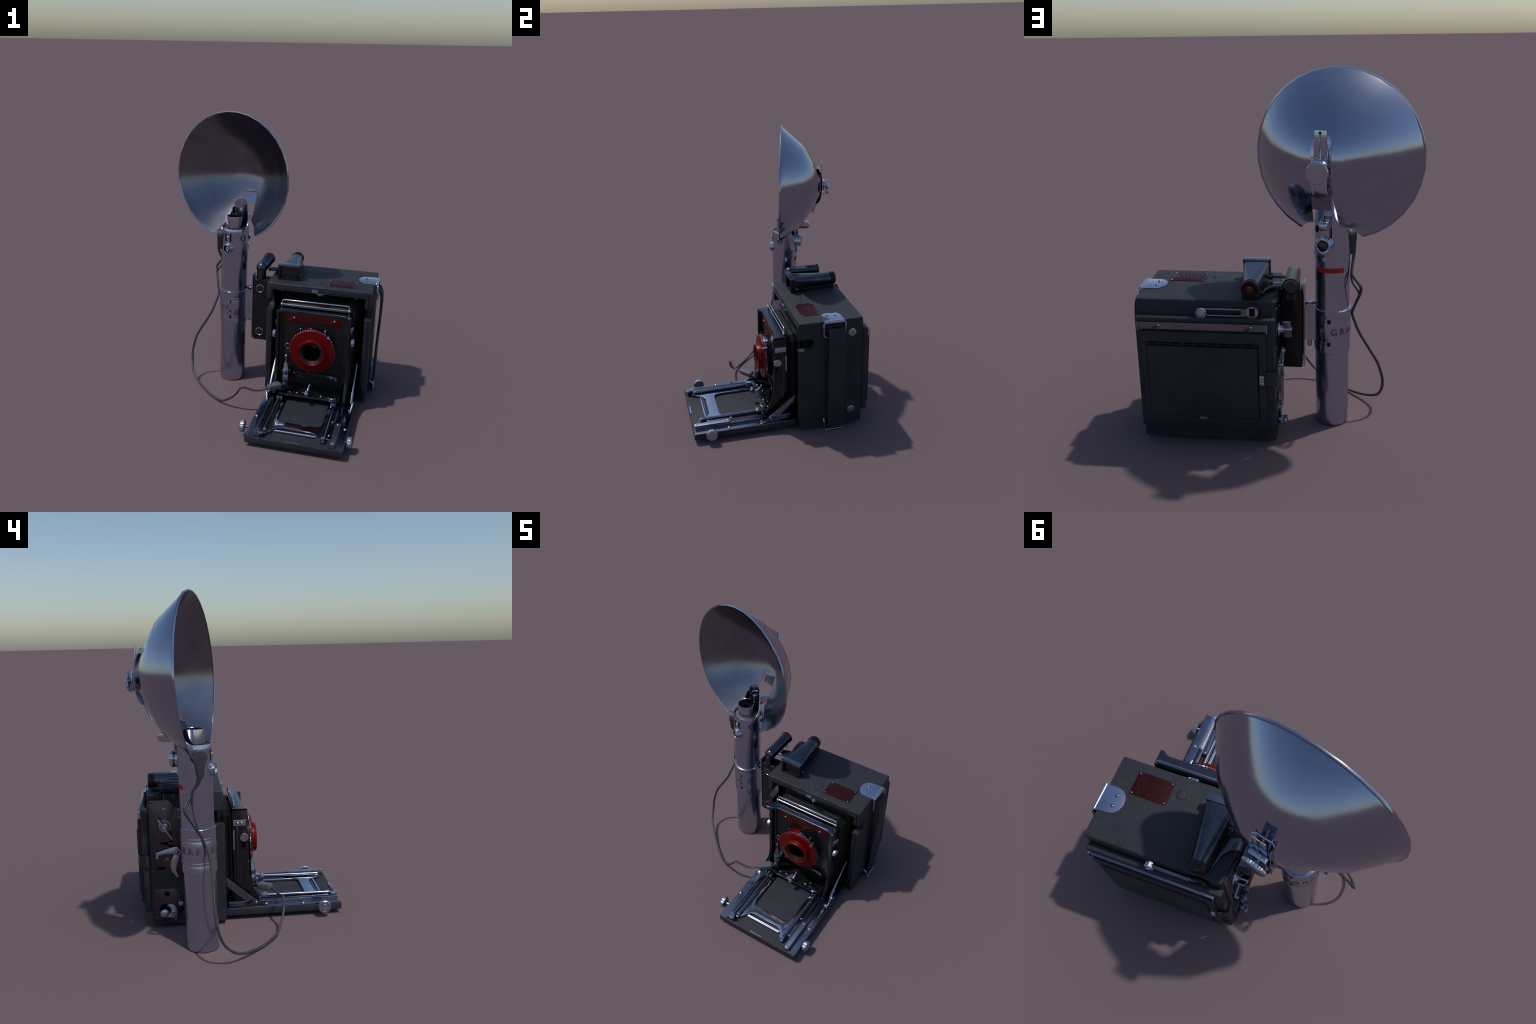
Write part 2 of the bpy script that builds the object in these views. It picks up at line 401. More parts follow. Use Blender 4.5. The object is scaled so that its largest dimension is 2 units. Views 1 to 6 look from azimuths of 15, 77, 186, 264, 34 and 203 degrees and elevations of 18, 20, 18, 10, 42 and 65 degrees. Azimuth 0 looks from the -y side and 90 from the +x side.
# strap: padded band bulging away from the side wall
STRAP_OUT = [(0.018, 0.746), (0.06, 0.752), (0.20, 0.757), (0.35, 0.760), (0.45, 0.764), (0.60, 0.771), (0.70, 0.773), (0.76, 0.770), (0.79, 0.762), (0.805, 0.748)]
def strap_x(z):
    """Outer face of the strap: stands off most near the top, hugging the wall at the bottom."""
    for (a, xa), (b, xb) in zip(STRAP_OUT[:-1], STRAP_OUT[1:]):
        if z <= b: return xa + (xb - xa) * max(0, z - a) / (b - a) - 0.008
    return STRAP_OUT[-1][1] - 0.008
rings = []
for i in range(25):
    z = 0.018 + (0.800 - 0.018) * i / 24
    x = strap_x(z); th = 0.0075; hw = 0.061 + 0.0015 * math.sin(i * 1.3)
    yc = 0.362
    rings.append([(x + th, yc - hw + 0.008, z), (x + th * 1.2, yc, z), (x + th, yc + hw - 0.008, z), (x + th * 0.3, yc + hw, z), (x - th, yc + hw - 0.006, z), (x - th, yc - hw + 0.006, z), (x + th * 0.3, yc - hw, z)])
strapm = loft('carrying_strap', rings, M_STRAP, body, smooth=50)
box('strap_stitch', strap_x(0.69) + 0.001, strap_x(0.69) + 0.0095, 0.302, 0.422, 0.684, 0.6865, M_STRAP, strapm, 0.0005)
wire_loop('strap_ring', [(0.722, 0.276, 0.100), (0.742, 0.275, 0.098), (0.750, 0.275, 0.080), (0.750, 0.277, 0.018), (0.748, 0.284, 0.009),
                          (0.747, 0.412, 0.009), (0.749, 0.422, 0.018), (0.749, 0.423, 0.060)], 0.0045, body)
box('strap_anchor', 0.713, 0.735, 0.300, 0.424, 0.022, 0.050, M_STRAP, body, 0.004)
# nickel studs on the side wall
for z in (0.742, 0.129):
    lathe('stud', [(0, 0), (0.028, 0), (0.028, 0.003), (0.021, 0.0055), (0.010, 0.0050), (0.009, 0.0065), (0, 0.007)], M_STEEL, body, (0.7135, 0.485, z), (1, 0, 0), 28)
    screw((0.7195, 0.485, z), (1, 0, 0), 0.008, body, M_NICKEL)

# ================================================================= BACK
back = box('back_frame', -0.026, 0.712, 0.5615, 0.604, 0.110, 0.760, M_LEATHER, root, 0.012, 3)
def ring_plate(name, x0, x1, z0, z1, b, y0, y1, material, parent, bev=0.004):
    bm = bmesh.new()
    add_box(bm, x0, x0 + b, y0, y1, z0, z1); add_box(bm, x1 - b, x1, y0, y1, z0, z1)
    add_box(bm, x0 + b, x1 - b, y0, y1, z0, z0 + b); add_box(bm, x0 + b, x1 - b, y0, y1, z1 - b, z1)
    bmesh.ops.remove_doubles(bm, verts=bm.verts, dist=1e-5)
    o = obj_from_bm(name, bm, material, parent)
    return o
panel = box('back_panel', 0.022, 0.680, 0.603, 0.626, 0.154, 0.686, M_LEATHER, back, 0.006)
bm = bmesh.new(); add_box(bm, 0.058, 0.650, 0.617, 0.65, 0.192, 0.630)
boolean_cut(panel, obj_from_bm('cut', bm, M_DARK))
panel.data.shade_smooth(); panel.data.set_sharp_from_angle(angle=math.radians(30))
box('groove', 0.0585, 0.6495, 0.6165, 0.6185, 0.1925, 0.6295, M_DARK, panel, 0)
door = box('back_door', 0.063, 0.646, 0.6175, 0.6355, 0.198, 0.608, M_LEATHER, back, 0.004)
for i in range(10):
    x = 0.064 + i * 0.0635
    box('hinge_knuckle', x, x + (0.030 if i % 9 else 0.024), 0.618, 0.6275, 0.609, 0.627, M_BLACK, back, 0.002)
cyl('hinge_pin', (0.062, 0.6215, 0.617), (0.648, 0.6215, 0.617), 0.004, M_BLACK, back, 10)
box('door_tab', 0.342, 0.384, 0.622, 0.638, 0.184, 0.199, M_GREY, back, 0.002)
# chrome rail above the door
rail = box('back_rail', 0.016, 0.692, 0.603, 0.6105, 0.691, 0.737, M_NICKEL, back, 0.002)
box('rail_lip', 0.016, 0.692, 0.6095, 0.620, 0.7335, 0.7375, M_NICKEL, rail, 0.001)
box('rail_end', 0.012, 0.0165, 0.603, 0.622, 0.690, 0.738, M_CHROME, rail, 0.001)
box('rail_end', 0.6915, 0.696, 0.603, 0.622, 0.690, 0.738, M_CHROME, rail, 0.001)
for cx in (0.590, 0.103):
    prism('rail_slot', capsule(cx + 0.022, 0.700, cx - 0.012, 0.720, 0.010, 0.007), 'xz', 0.6100, 0.6122, M_GUN, rail, 0.0006)
    screw((cx - 0.008, 0.612, 0.719), (0, 1, 0), 0.009, rail)
# closing strap on the left edge
prism('back_latch', [(0.604, 0.398), (0.636, 0.398), (0.636, 0.455), (0.604, 0.455)], 'yz', 0.030, 0.056, M_STEEL, back, 0.004)
for z in (0.409, 0.444): screw((0.043, 0.6345, z), (0, 1, 0), 0.0085, back, M_STEEL)
loft('back_strap', [[(x, y, z0) for x, y, z0 in ((0.034, 0.629, 0.398), (0.034, 0.629, 0.462), (0.034, 0.624, 0.462), (0.034, 0.624, 0.398))]] +
     [[(x, y, 0.396 + dz), (x, y, 0.466 + dz), (x + 0.004, y - 0.006, 0.466 + dz), (x + 0.004, y - 0.006, 0.396 + dz)] for x, y, dz in
      ((0.010, 0.628, 0.001), (-0.020, 0.622, 0.003), (-0.036, 0.608, 0.005), (-0.040, 0.585, 0.006), (-0.040, 0.568, 0.006))], M_STRAP, back, smooth=60)
# peep sight arm: knob, two rods, ring with square window
sight = knob('sight_knob', (0.359, 0.562, 0.783), (0, 1, 0), 0.030, 0.034, M_CHROME, root, 20)
cyl('sight_knob', (0.359, 0.590, 0.783), (0.359, 0.602, 0.783), 0.016, M_CHROME, sight, 18, 0.002)
for z in (0.803, 0.768):
    cyl('sight_rod', (0.345, 0.580, z), (0.125, 0.580, z), 0.0065, M_NICKEL, sight, 12)
box('sight_block', 0.120, 0.150, 0.574, 0.587, 0.765, 0.809, M_NICKEL, sight, 0.002)
lathe('sight_ring', [(0.028, 0), (0.045, 0), (0.047, 0.004), (0.047, 0.012), (0.040, 0.016), (0.032, 0.014), (0.028, 0.012), (0.028, 0)], M_BLACK, sight, (0.093, 0.568, 0.791), (0, 1, 0), 40)
lathe('sight_ring', [(0.0, 0.0), (0.0335, 0.0), (0.0335, 0.013), (0, 0.013)], M_STEEL, sight, (0.093, 0.569, 0.791), (0, 1, 0), 32)
box('sight_window', 0.078, 0.108, 0.572, 0.5835, 0.769, 0.813, M_DARK, sight, 0.001)
box('sight_pad', 0.055, 0.134, 0.560, 0.570, 0.742, 0.765, M_BLACK, sight, 0.003)

# ================================================================= LEFT SIDE CONTROLS
XL = X0
up_panel = prism('shutter_plate', [(0.551, 0.808), (0.433, 0.808), (0.405, 0.770), (0.370, 0.752), (0.335, 0.752), (0.335, 0.352), (0.552, 0.352)], 'yz', XL - 0.007, XL + 0.001, M_PLATE, root, 0.0015)
XS = XL - 0.007
for y, z in ((0.540, 0.797), (0.540, 0.575), (0.541, 0.368), (0.408, 0.762)):
    screw((XS, y, z), (-1, 0, 0), 0.0085, up_panel, M_GUN)
lathe('winder', [(0, 0), (0.038, 0), (0.040, 0.004), (0.036, 0.010), (0.030, 0.010), (0.027, 0.006), (0.022, 0.012), (0.020, 0.030), (0.010, 0.034), (0, 0.034)], M_STEEL, up_panel, (XS, 0.459, 0.650), (-1, 0, 0), 36)
wk = prism('winding_key', capsule(0.497, 0.706, 0.422, 0.588, 0.0045, 0.0040), 'yz', XS - 0.070, XS - 0.028, M_STEEL, up_panel, 0.001)
wk2 = cyl('winder_hub', (XS - 0.028, 0.459, 0.650), (XS - 0.074, 0.459, 0.650), 0.012, M_CHROME, up_panel, 20, 0.002)
prism('pointer', [(0.500, 0.545), (0.446, 0.530)] + arc(0.428, 0.537, 0.020, 200, 510, 14) + [(0.446, 0.548)], 'yz', XS - 0.0018, XS + 0.001, M_DARK, up_panel, 0)
prism('window', capsule(0.512, 0.385, 0.478, 0.385, 0.010), 'yz', XS - 0.0018, XS + 0.001, M_DARK, up_panel, 0)
# bell-crank release lever
lev = [(0.524, 0.468), (0.522, 0.488), (0.470, 0.505), (0.420, 0.518), (0.392, 0.520), (0.372, 0.505), (0.366, 0.480), (0.376, 0.460), (0.398, 0.462), (0.418, 0.478), (0.470, 0.478), (0.510, 0.466)]
prism('release_lever', lev, 'yz', XS - 0.016, XS - 0.006, M_STEEL, up_panel, 0.003)
hook = [(0.412, 0.478), (0.432, 0.440), (0.438, 0.405), (0.428, 0.368), (0.405, 0.335), (0.392, 0.328), (0.393, 0.348), (0.402, 0.370), (0.400, 0.400), (0.388, 0.430), (0.378, 0.462)]
prism('release_lever', hook, 'yz', XS - 0.024, XS - 0.013, M_STEEL, up_panel, 0.003)
cyl('release_lever', (XS, 0.393, 0.489), (XS - 0.026, 0.393, 0.489), 0.024, M_STEEL, up_panel, 24, 0.003)
screw((XS - 0.026, 0.393, 0.489), (-1, 0, 0), 0.013, up_panel, M_NICKEL)
cyl('release_knob', (XS, 0.513, 0.461), (XS - 0.030, 0.513, 0.461), 0.010, M_STEEL, up_panel, 16, 0.003)
# upright cover with small bracket on the back-left edge
box('corner_bracket', XL - 0.010, XL + 0.001, 0.468, 0.556, 0.815, 0.838, M_BLACK, root, 0.003)
low_panel = prism('tension_plate', [(0.547, 0.252), (0.415, 0.253), (0.384, 0.212), (0.366, 0.200), (0.366, 0.110), (0.395, 0.090), (0.420, 0.058), (0.543, 0.056)], 'yz', XL - 0.006, XL + 0.001, M_PLATE, root, 0.0015)
XS2 = XL - 0.006
for y, z in ((0.537, 0.239), (0.533, 0.068)): screw((XS2, y, z), (-1, 0, 0), 0.008, low_panel, M_GUN)
lathe('index_window', [(0, 0), (0.016, 0), (0.016, 0.0015), (0, 0.0015)], M_DARK, low_panel, (XS2, 0.467, 0.221), (-1, 0, 0), 22)
lathe('tension_knob', [(0, 0), (0.010, 0), (0.010, 0.026), (0.024, 0.028), (0.026, 0.032), (0.026, 0.046), (0.020, 0.050), (0, 0.051)], M_STEEL, low_panel, (XS2, 0.484, 0.112), (-1, 0, 0), 26)
lathe('tension_base', [(0, 0), (0.036, 0), (0.036, 0.002), (0, 0.002)], M_DARK, low_panel, (XS2, 0.480, 0.122), (-1, 0, 0), 26)
claw = [(0.470, 0.152), (0.450, 0.158), (0.425, 0.150), (0.410, 0.130), (0.408, 0.095), (0.410, 0.052), (0.426, 0.050), (0.432, 0.068), (0.468, 0.070), (0.486, 0.080), (0.470, 0.088), (0.452, 0.100), (0.446, 0.125), (0.456, 0.140)]
prism('release_pawl', claw, 'yz', XS2 - 0.012, XS2 - 0.002, M_STEEL, low_panel, 0.002)
screw((XS2 - 0.012, 0.432, 0.108), (-1, 0, 0), 0.012, low_panel, M_STEEL)
cyl('release_pawl', (XS2, 0.385, 0.160), (XS2 - 0.02, 0.385, 0.160), 0.014, M_STEEL, low_panel, 16, 0.002)

# ================================================================= RANGEFINDER
rf = box('rangefinder', -0.148, -0.0225, 0.220, 0.310, 0.345, 0.820, M_BLACK, root, 0.006, 3)
for z in (0.751, 0.414):
    lathe('rangefinder_window', [(0.024, -0.001), (0.030, 0.0), (0.030, 0.004), (0.0275, 0.005), (0.0255, 0.003), (0.0245, -0.001), (0.024, -0.001)], M_CHROME, rf, (-0.100, 0.2155, z), (0, -1, 0), 32)
    lathe('rangefinder_glass', [(0, 0), (0.026, 0), (0.025, 0.0018), (0, 0.0022)], M_GLASS, rf, (-0.100, 0.2165, z), (0, -1, 0), 28)
lathe('rangefinder_window', [(0, 0), (0.034, 0), (0.034, 0.002), (0.028, 0.003), (0, 0.003)], M_GLOSS, rf, (-0.092, 0.3095, 0.740), (0, 1, 0), 28)
box('rangefinder_lid', -0.1485, -0.0225, 0.2165, 0.2205, 0.350, 0.815, M_GLOSS, rf, 0.001)
# lower mechanism below rangefinder on body side, joining bracket
box('cover_strip', -0.045, -0.0215, 0.206, 0.222, 0.33, 0.83, M_BLACK, rf, 0.003)
# elbow eyepiece tube
EC, ER = Vector((-0.099, 0, 0.900)), 0.0415
prof = [(0, 0), (ER * 0.90, 0), (ER, 0.004), (ER, 0.016), (ER * 0.96, 0.018), (ER * 0.96, 0.235)]
for k in range(1, 7):
    a = k * 15
    prof.append((ER * 0.96 * math.cos(math.radians(a)), 0.235 + ER * 0.72 * math.sin(math.radians(a))))
lathe('eyepiece', prof[:-1] + [(0, prof[-1][1])], M_FINDER, rf, (EC.x, 0.484, 0.900), (0, -1, 0), 20, smooth=50)
cyl('eyepiece_stem', (EC.x, 0.246, 0.818), (EC.x, 0.246, 0.890), 0.034, M_FINDER, rf, 24)
lathe('eyepiece_rim', [(0.0425, 0.0), (0.0445, 0.002), (0.0445, 0.010), (0.0425, 0.012), (0.0425, 0.0)], M_BLACK, rf, (EC.x, 0.484, 0.900), (0, -1, 0), 24)
lathe('eyepiece_glass', [(0, 0), (0.030, 0), (0.030, 0.002), (0, 0.003)], M_GLASS, rf, (EC.x, 0.483, 0.900), (0, 1, 0), 24)
for dx in (-0.017, 0.017):
    cyl('eyepiece_pin', (EC.x + dx, 0.455, 0.865), (EC.x + dx, 0.455, 0.822), 0.0035, M_NICKEL, rf, 8)
# shoe plate and clamp towards the flash tube
shoe = box('flash_shoe', -0.163, -0.1555, 0.216, 0.308, 0.352, 0.850, M_STEEL, root, 0.002)
box('flash_shoe', -0.156, -0.1475, 0.228, 0.288, 0.42, 0.79, M_BLACK, shoe, 0.001)

# ================================================================= VIEWFINDER
def sq_circle(t, y):
    """Section at fraction t from square front (t=0) to round back (t=1)."""
    pts = []; n = 32
    cx = 0.112 + (0.106 - 0.112) * t; cz = 0.902 + (0.904 - 0.902) * t
    hw = 0.073 + (0.043 - 0.073) * t; hz = 0.051 + (0.043 - 0.051) * t
    e = 0.22 + (1.0 - 0.22) * min(1, t * 1.05)
    for i in range(n):
        a = 2 * PI * (i + 0.5) / n
        c, s = math.cos(a), math.sin(a)
        pts.append((cx + hw * math.copysign(abs(c) ** e, c), y, cz + hz * math.copysign(abs(s) ** e, s)))
    return pts
vf = loft('viewfinder', [sq_circle(t, 0.215 + (0.520 - 0.215) * t) for t in [i / 10 for i in range(11)]], M_FINDER, root, smooth=40)
# front frame (four bars) with dark window
fz0, fz1, fx0, fx1 = 0.846, 0.962, 0.033, 0.191
box('viewfinder_frame', fx0, fx1, 0.186, 0.222, fz1 - 0.016, fz1, M_NICKEL, vf, 0.004)
box('viewfinder_frame', fx0, fx1, 0.190, 0.222, fz0 - 0.003, fz0 + 0.010, M_BLACK, vf, 0.003)
box('viewfinder_frame', fx0 + 0.002, fx0 + 0.020, 0.190, 0.222, fz0 + 0.0102, fz1 - 0.0162, M_BLACK, vf, 0.002)
box('viewfinder_frame', fx1 - 0.020, fx1 - 0.002, 0.190, 0.222, fz0 + 0.0102, fz1 - 0.0162, M_BLACK, vf, 0.002)
box('viewfinder_window', fx0 + 0.0205, fx1 - 0.0205, 0.210, 0.2165, fz0 + 0.0105, fz1 - 0.0165, M_GLASS, vf, 0)
lathe('viewfinder_eyecup', [(0.036, 0), (0.044, 0.0), (0.048, 0.004), (0.048, 0.014), (0.045, 0.017), (0.045, 0.024), (0.047, 0.026), (0.047, 0.036), (0.044, 0.039), (0.036, 0.039)], M_BLACK, vf, (0.106, 0.512, 0.904), (0, 1, 0), 40)
lathe('viewfinder_eyepiece', [(0, -0.004), (0.016, -0.004), (0.018, 0.0), (0.042, 0.0015), (0.0440, -0.001), (0.044, -0.006), (0, -0.006)], M_REDTAG, vf, (0.106, 0.552, 0.904), (0, 1, 0), 36)
lathe('viewfinder_eyepiece', [(0, 0), (0.017, 0), (0.017, 0.002), (0.012, 0.004), (0, 0.004)], M_GLASS, vf, (0.106, 0.5495, 0.904), (0, 1, 0), 28)
prism('viewfinder_foot', [(0.060, 0.535), (0.152, 0.535), (0.180, 0.24), (0.044, 0.24)], 'xy', 0.8450, 0.872, M_BLACK, vf, 0.004)
screw((0.186, 0.235, 0.870), (1, 0, 0), 0.010, vf, M_NICKEL)
# bracket wing between viewfinder and rangefinder
prism('finder_bracket', [(0.060, 0.500), (0.045, 0.420), (0.020, 0.330), (-0.065, 0.315), (-0.070, 0.375), (0.000, 0.395), (0.030, 0.440), (0.048, 0.510)], 'xy', 0.856, 0.868, M_GUN, root, 0.003)
box('finder_bracket_foot', -0.012, 0.040, 0.330, 0.400, 0.8450, 0.858, M_BLACK, root, 0.003)
lathe('finder_lug', [(0, 0), (0.020, 0), (0.020, 0.006), (0.014, 0.009), (0, 0.009)], M_GUN, root, (0.022, 0.300, 0.888), (-1, 0, 0), 24)
cyl('finder_lug_arm', (0.045, 0.300, 0.888), (-0.060, 0.300, 0.888), 0.008, M_GUN, root, 14)

# ================================================================= BELLOWS
def chamfer_rect(x0, x1, z0, z1, c, y):
    return [(x0 + c, y, z0), (x1 - c, y, z0), (x1, y, z0 + c), (x1, y, z1 - c), (x1 - c, y, z1), (x0 + c, y, z1), (x0, y, z1 - c), (x0, y, z0 + c)]
rings = []; NP = 20
for i in range(NP + 1):
    t = i / NP; y = 0.040 + 0.40 * t
    ex = (0.0 if i % 2 == 0 else 0.022)
    x0 = 0.118 - 0.064 * t - ex; x1 = 0.570 + 0.068 * t + ex; z1 = 0.678 + 0.075 * min(1, t * 1.2) + ex * 0.6; z0 = 0.130 - 0.03 * t - ex
    rings.append(chamfer_rect(max(x0, 0.034), min(x1, 0.658), max(0.082, z0), min(z1, 0.786), 0.035 + 0.02 * t, y))
bellows = loft('bellows', rings, M_BELLOWS, root, smooth=10)

# ================================================================= LENS STANDARD
std = box('lens_board', 0.108, 0.580, -0.022, 0.030, 0.205, 0.690, M_BLACK, root, 0.003)
boolean_cut(std, cyl('cut', (0.350, -0.06, 0.447), (0.350, 0.022, 0.447), 0.0625, M_DARK, None, 48))
std.data.shade_smooth(); std.data.set_sharp_from_angle(angle=math.radians(35))
side_pts = [(-0.050, 0.698), (-0.046, 0.704), (0.044, 0.704), (0.046, 0.698), (0.046, 0.105), (-0.115, 0.105), (-0.108, 0.130), (-0.080, 0.180), (-0.060, 0.250), (-0.051, 0.330)]
for xa, xb, sgn in ((0.088, 0.1075, -1), (0.5805, 0.600, 1)):
    sp = prism('standard_side', side_pts, 'yz', xa, xb, M_GLOSS, std, 0.003)
    xo = xa if sgn < 0 else xb
    def xr(a, b): return (min(xo + sgn * a, xo + sgn * b), max(xo + sgn * a, xo + sgn * b))
    a, b = xr(-0.001, 0.006); box('standard_clip', a, b, -0.039, 0.042, 0.596, 0.634, M_CHROME, sp, 0.002)
    for y in (-0.012, 0.014): screw((xo + sgn * 0.006, y, 0.613), (sgn, 0, 0), 0.010, sp, M_STEEL)
    knob('standard_knob', (xo + sgn * 0.004, -0.023, 0.524), (sgn, 0, 0), 0.028, 0.022, M_CHROME, sp, 24)
    prism('standard_slide', [(0.046, 0.56), (0.040, 0.57), (0.034, 0.56), (0.036, 0.44), (0.046, 0.44)], 'yz', *xr(-0.001, 0.005), M_CHROME, sp, 0.002)
    a, b = xr(-0.001, 0.006); box('standard_bar', a, b, 0.012, 0.022, 0.12, 0.59, M_GUN, sp, 0.002)
    prism('standard_slot', [(-0.005, 0.30), (0.003, 0.36), (0.010, 0.30), (0.006, 0.17), (-0.002, 0.17)], 'yz', *xr(-0.001, 0.0025), M_PLATE, sp, 0.001)
    prism('standard_slot', [(-0.045, 0.25), (-0.038, 0.29), (-0.030, 0.24), (-0.036, 0.15), (-0.052, 0.15)], 'yz', *xr(-0.001, 0.0025), M_PLATE, sp, 0.001)
    prism('standard_spring', [(-0.045, 0.497), (-0.001, 0.497), (-0.018, 0.450), (-0.026, 0.435)], 'yz', *xr(-0.001, 0.002), M_DARK, sp, 0.0005)
    # inner bead on the front flange
    xi0, xi1 = (0.108, 0.128) if sgn < 0 else (0.560, 0.580)
    box('standard_bead', xi0, xi1, -0.028, -0.0225, 0.215, 0.690, M_GLOSS, sp, 0.0025)
# top hood: front edge dips back between the two corners
hood = [(0.088, -0.048)] + [(0.100, -0.047), (0.115, -0.040), (0.130, -0.030), (0.150, -0.0245)] + [(0.538, -0.0245), (0.558, -0.030), (0.573, -0.040), (0.588, -0.047), (0.600, -0.048), (0.600, 0.046), (0.088, 0.046)]
prism('standard_hood', hood, 'xy', 0.690, 0.709, M_GUN, std, 0.004, 3)
# wire frame on top: rod, wire and ball ends
sweep('front_wire', [(0.108, 0.034, 0.725), (0.109, 0.036, 0.742), (0.111, 0.037, 0.750), (0.118, 0.038, 0.7555), (0.345, 0.038, 0.757), (0.565, 0.038, 0.7595), (0.572, 0.037, 0.754), (0.574, 0.036, 0.746), (0.574, 0.034, 0.725)], 0.0048, M_CHROME, std, 10)
cyl('front_rod', (0.108, 0.034, 0.726), (0.574, 0.034, 0.726), 0.0048, M_CHROME, std, 12)
for x in (0.107, 0.575):
    lathe('ball_end', [(0, -0.011), (0.006, -0.0095), (0.0105, -0.004), (0.0115, 0), (0.0105, 0.004), (0.006, 0.0095), (0, 0.011)], M_CHROME, std, (x, 0.034, 0.725), (1, 0, 0), 16)
    cyl('ball_post', (x, 0.034, 0.705), (x, 0.034, 0.722), 0.006, M_NICKEL, std, 10)
# red name strip
strip = box('name_strip', 0.150, 0.534, -0.0262, -0.0215, 0.624, 0.678, M_REDSTRIP, std, 0.001)
prism('name_panel', rrect(0.232, 0.436, 0.6375, 0.6645, 0.004, 3), 'xz', -0.0270, -0.0258, M_INK, strip, 0)
text('name_lettering', 'SPEED GRAPHIC', 0.026, frame((0.334, -0.0272, 0.651), (1, 0, 0), (0, 0, 1), (0, -1, 0)), M_REDSTRIP, strip, 0.0004, 0.95, 0.82)
for cx, cz in ((0.209, 0.658), (0.487, 0.662)):
    prism('name_slot', capsule(cx + 0.002, cz, cx - 0.034, cz - 0.017, 0.0060), 'xz', -0.0268, -0.0258, M_GUN, strip, 0.0003)
    screw((cx, -0.0265, cz), (0, -1, 0), 0.0085, strip)
# lower clamp bar with spring clip
box('board_clamp', 0.222, 0.520, -0.034, -0.0225, 0.222, 0.258, M_GLOSS, std, 0.004)
prism('clamp_clip', [(0.445, 0.252), (0.475, 0.260), (0.520, 0.254), (0.528, 0.240), (0.524, 0.218), (0.514, 0.226), (0.500, 0.246), (0.462, 0.240)], 'xz', -0.041, -0.034, M_NICKEL, std, 0.002)
screw((0.487, -0.041, 0.247), (0, -1, 0), 0.008, std)
screw((0.224, -0.040, 0.250), (0, -1, 0), 0.010, std, M_NICKEL)

# ================================================================= LENS
LC = (0.350, 0, 0.447)
lens = lathe('shutter', [(0.062, 0.052), (0.062, -0.02), (0.150, -0.02), (0.150, 0), (0.152, 0.004), (0.152, 0.030), (0.144, 0.034), (0.144, 0.052), (0.062, 0.052)], M_BLACK, root, (LC[0], -0.022, LC[2]), (0, -1, 0), 64)
lathe('lens_flange', [(0.092, 0.010), (0.096, 0.011), (0.102, 0.009), (0.1485, 0.0135), (0.1535, 0.0120), (0.1565, 0.008), (0.1565, 0.003), (0.153, 0.0), (0.092, 0.0), (0.092, 0.010)], M_RED, lens, (LC[0], -0.078, LC[2]), (0, -1, 0), 72, smooth=40)
lathe('lens_flange_back', [(0.064, 0.0), (0.1535, 0.0), (0.157, 0.003), (0.157, 0.0065), (0.1535, 0.0085), (0.064, 0.0085), (0.064, 0.0)], M_CHROME, lens, (LC[0], -0.0715, LC[2]), (0, -1, 0), 96, knurl=(0.1565, 48, 0.0028), smooth=30)
lathe('lens_barrel', [(0.064, -0.015), (0.066, 0.020), (0.078, 0.026), (0.082, 0.0345), (0.086, 0.0365), (0.092, 0.035), (0.0955, 0.030), (0.0955, -0.010), (0.064, -0.015)], M_RED, lens, (LC[0], -0.088, LC[2]), (0, -1, 0), 64, smooth=40)
lathe('lens_ring', [(0.063, 0.018), (0.0665, 0.0225), (0.079, 0.0285), (0.081, 0.0300), (0.081, 0.020), (0.063, 0.018)], M_INK, lens, (LC[0], -0.088, LC[2]), (0, -1, 0), 64)
lathe('lens_element', [(0, 0), (0.0600, 0), (0.0600, 0.004), (0.050, 0.009), (0.035, 0.0135), (0.015, 0.0155), (0, 0.016)], M_GLASS, lens, (LC[0], 0.014, LC[2]), (0, -1, 0), 48)
lathe('lens_bore', [(0.0605, 0.0), (0.0605, 0.110), (0.0620, 0.116), (0.0622, 0.116), (0.0618, 0.0), (0.0605, 0.0)], M_DARK, lens, (LC[0], 0.016, LC[2]), (0, -1, 0), 48)
ring_txt = '135 f4.7 No 46128  OPTAR'
for k, ch in enumerate(ring_txt):
    if ch == ' ': continue
    a = math.radians(-165 + 150 * k / (len(ring_txt) - 1))
    rad = Vector((math.cos(a), 0, math.sin(a))); tan = Vector((-math.sin(a), 0, math.cos(a)))
    pos = Vector((LC[0], -0.1165, LC[2])) + rad * 0.0735
    text('lens_lettering', ch, 0.0125, frame(pos, tan, -rad, (0, -1, 0)), M_RED, lens, 0.0012)
for a in (46, 118, 188, 262):
    r = 0.149 if a != 46 else 0.153
    p = (LC[0] + r * math.cos(math.radians(a)), -0.0895, LC[2] + r * math.sin(math.radians(a)))
    screw(p, (0, -1, 0), 0.006, lens, M_GUN)
cyl('cocking_pin', (LC[0] + 0.110, -0.060, LC[2] + 0.118), (LC[0] + 0.110, -0.100, LC[2] + 0.118), 0.008, M_STEEL, lens, 14, 0.002)
# top scale block, red at left, nickel at right
def arc_block(name, a0, a1, r0, r1, y0, y1, material):
    pts = arc(LC[0], LC[2], r1, a0, a1, 12) + arc(LC[0], LC[2], r0, a1, a0, 12)
    return prism(name, pts, 'xz', y0, y1, material, lens, 0.002)
arc_block('speed_scale', 93, 122, 0.135, 0.156, -0.071, -0.034, M_RED)
arc_block('speed_scale', 66, 92, 0.135, 0.157, -0.071, -0.040, M_NICKEL)
arc_block('speed_scale', 50, 64, 0.135, 0.155, -0.071, -0.050, M_GUN)
for a, r, h in ((60, 0.160, 0.018), (123, 0.158, 0.020), (96, 0.152, 0.010)):
    c, s = math.cos(math.radians(a)), math.sin(math.radians(a))
    cyl('shutter_post', (LC[0] + r * c, -0.058, LC[2] + r * s - 0.006), (LC[0] + r * c * 1.02, -0.058, LC[2] + r * s + h), 0.007, M_NICKEL, lens, 12, 0.002)
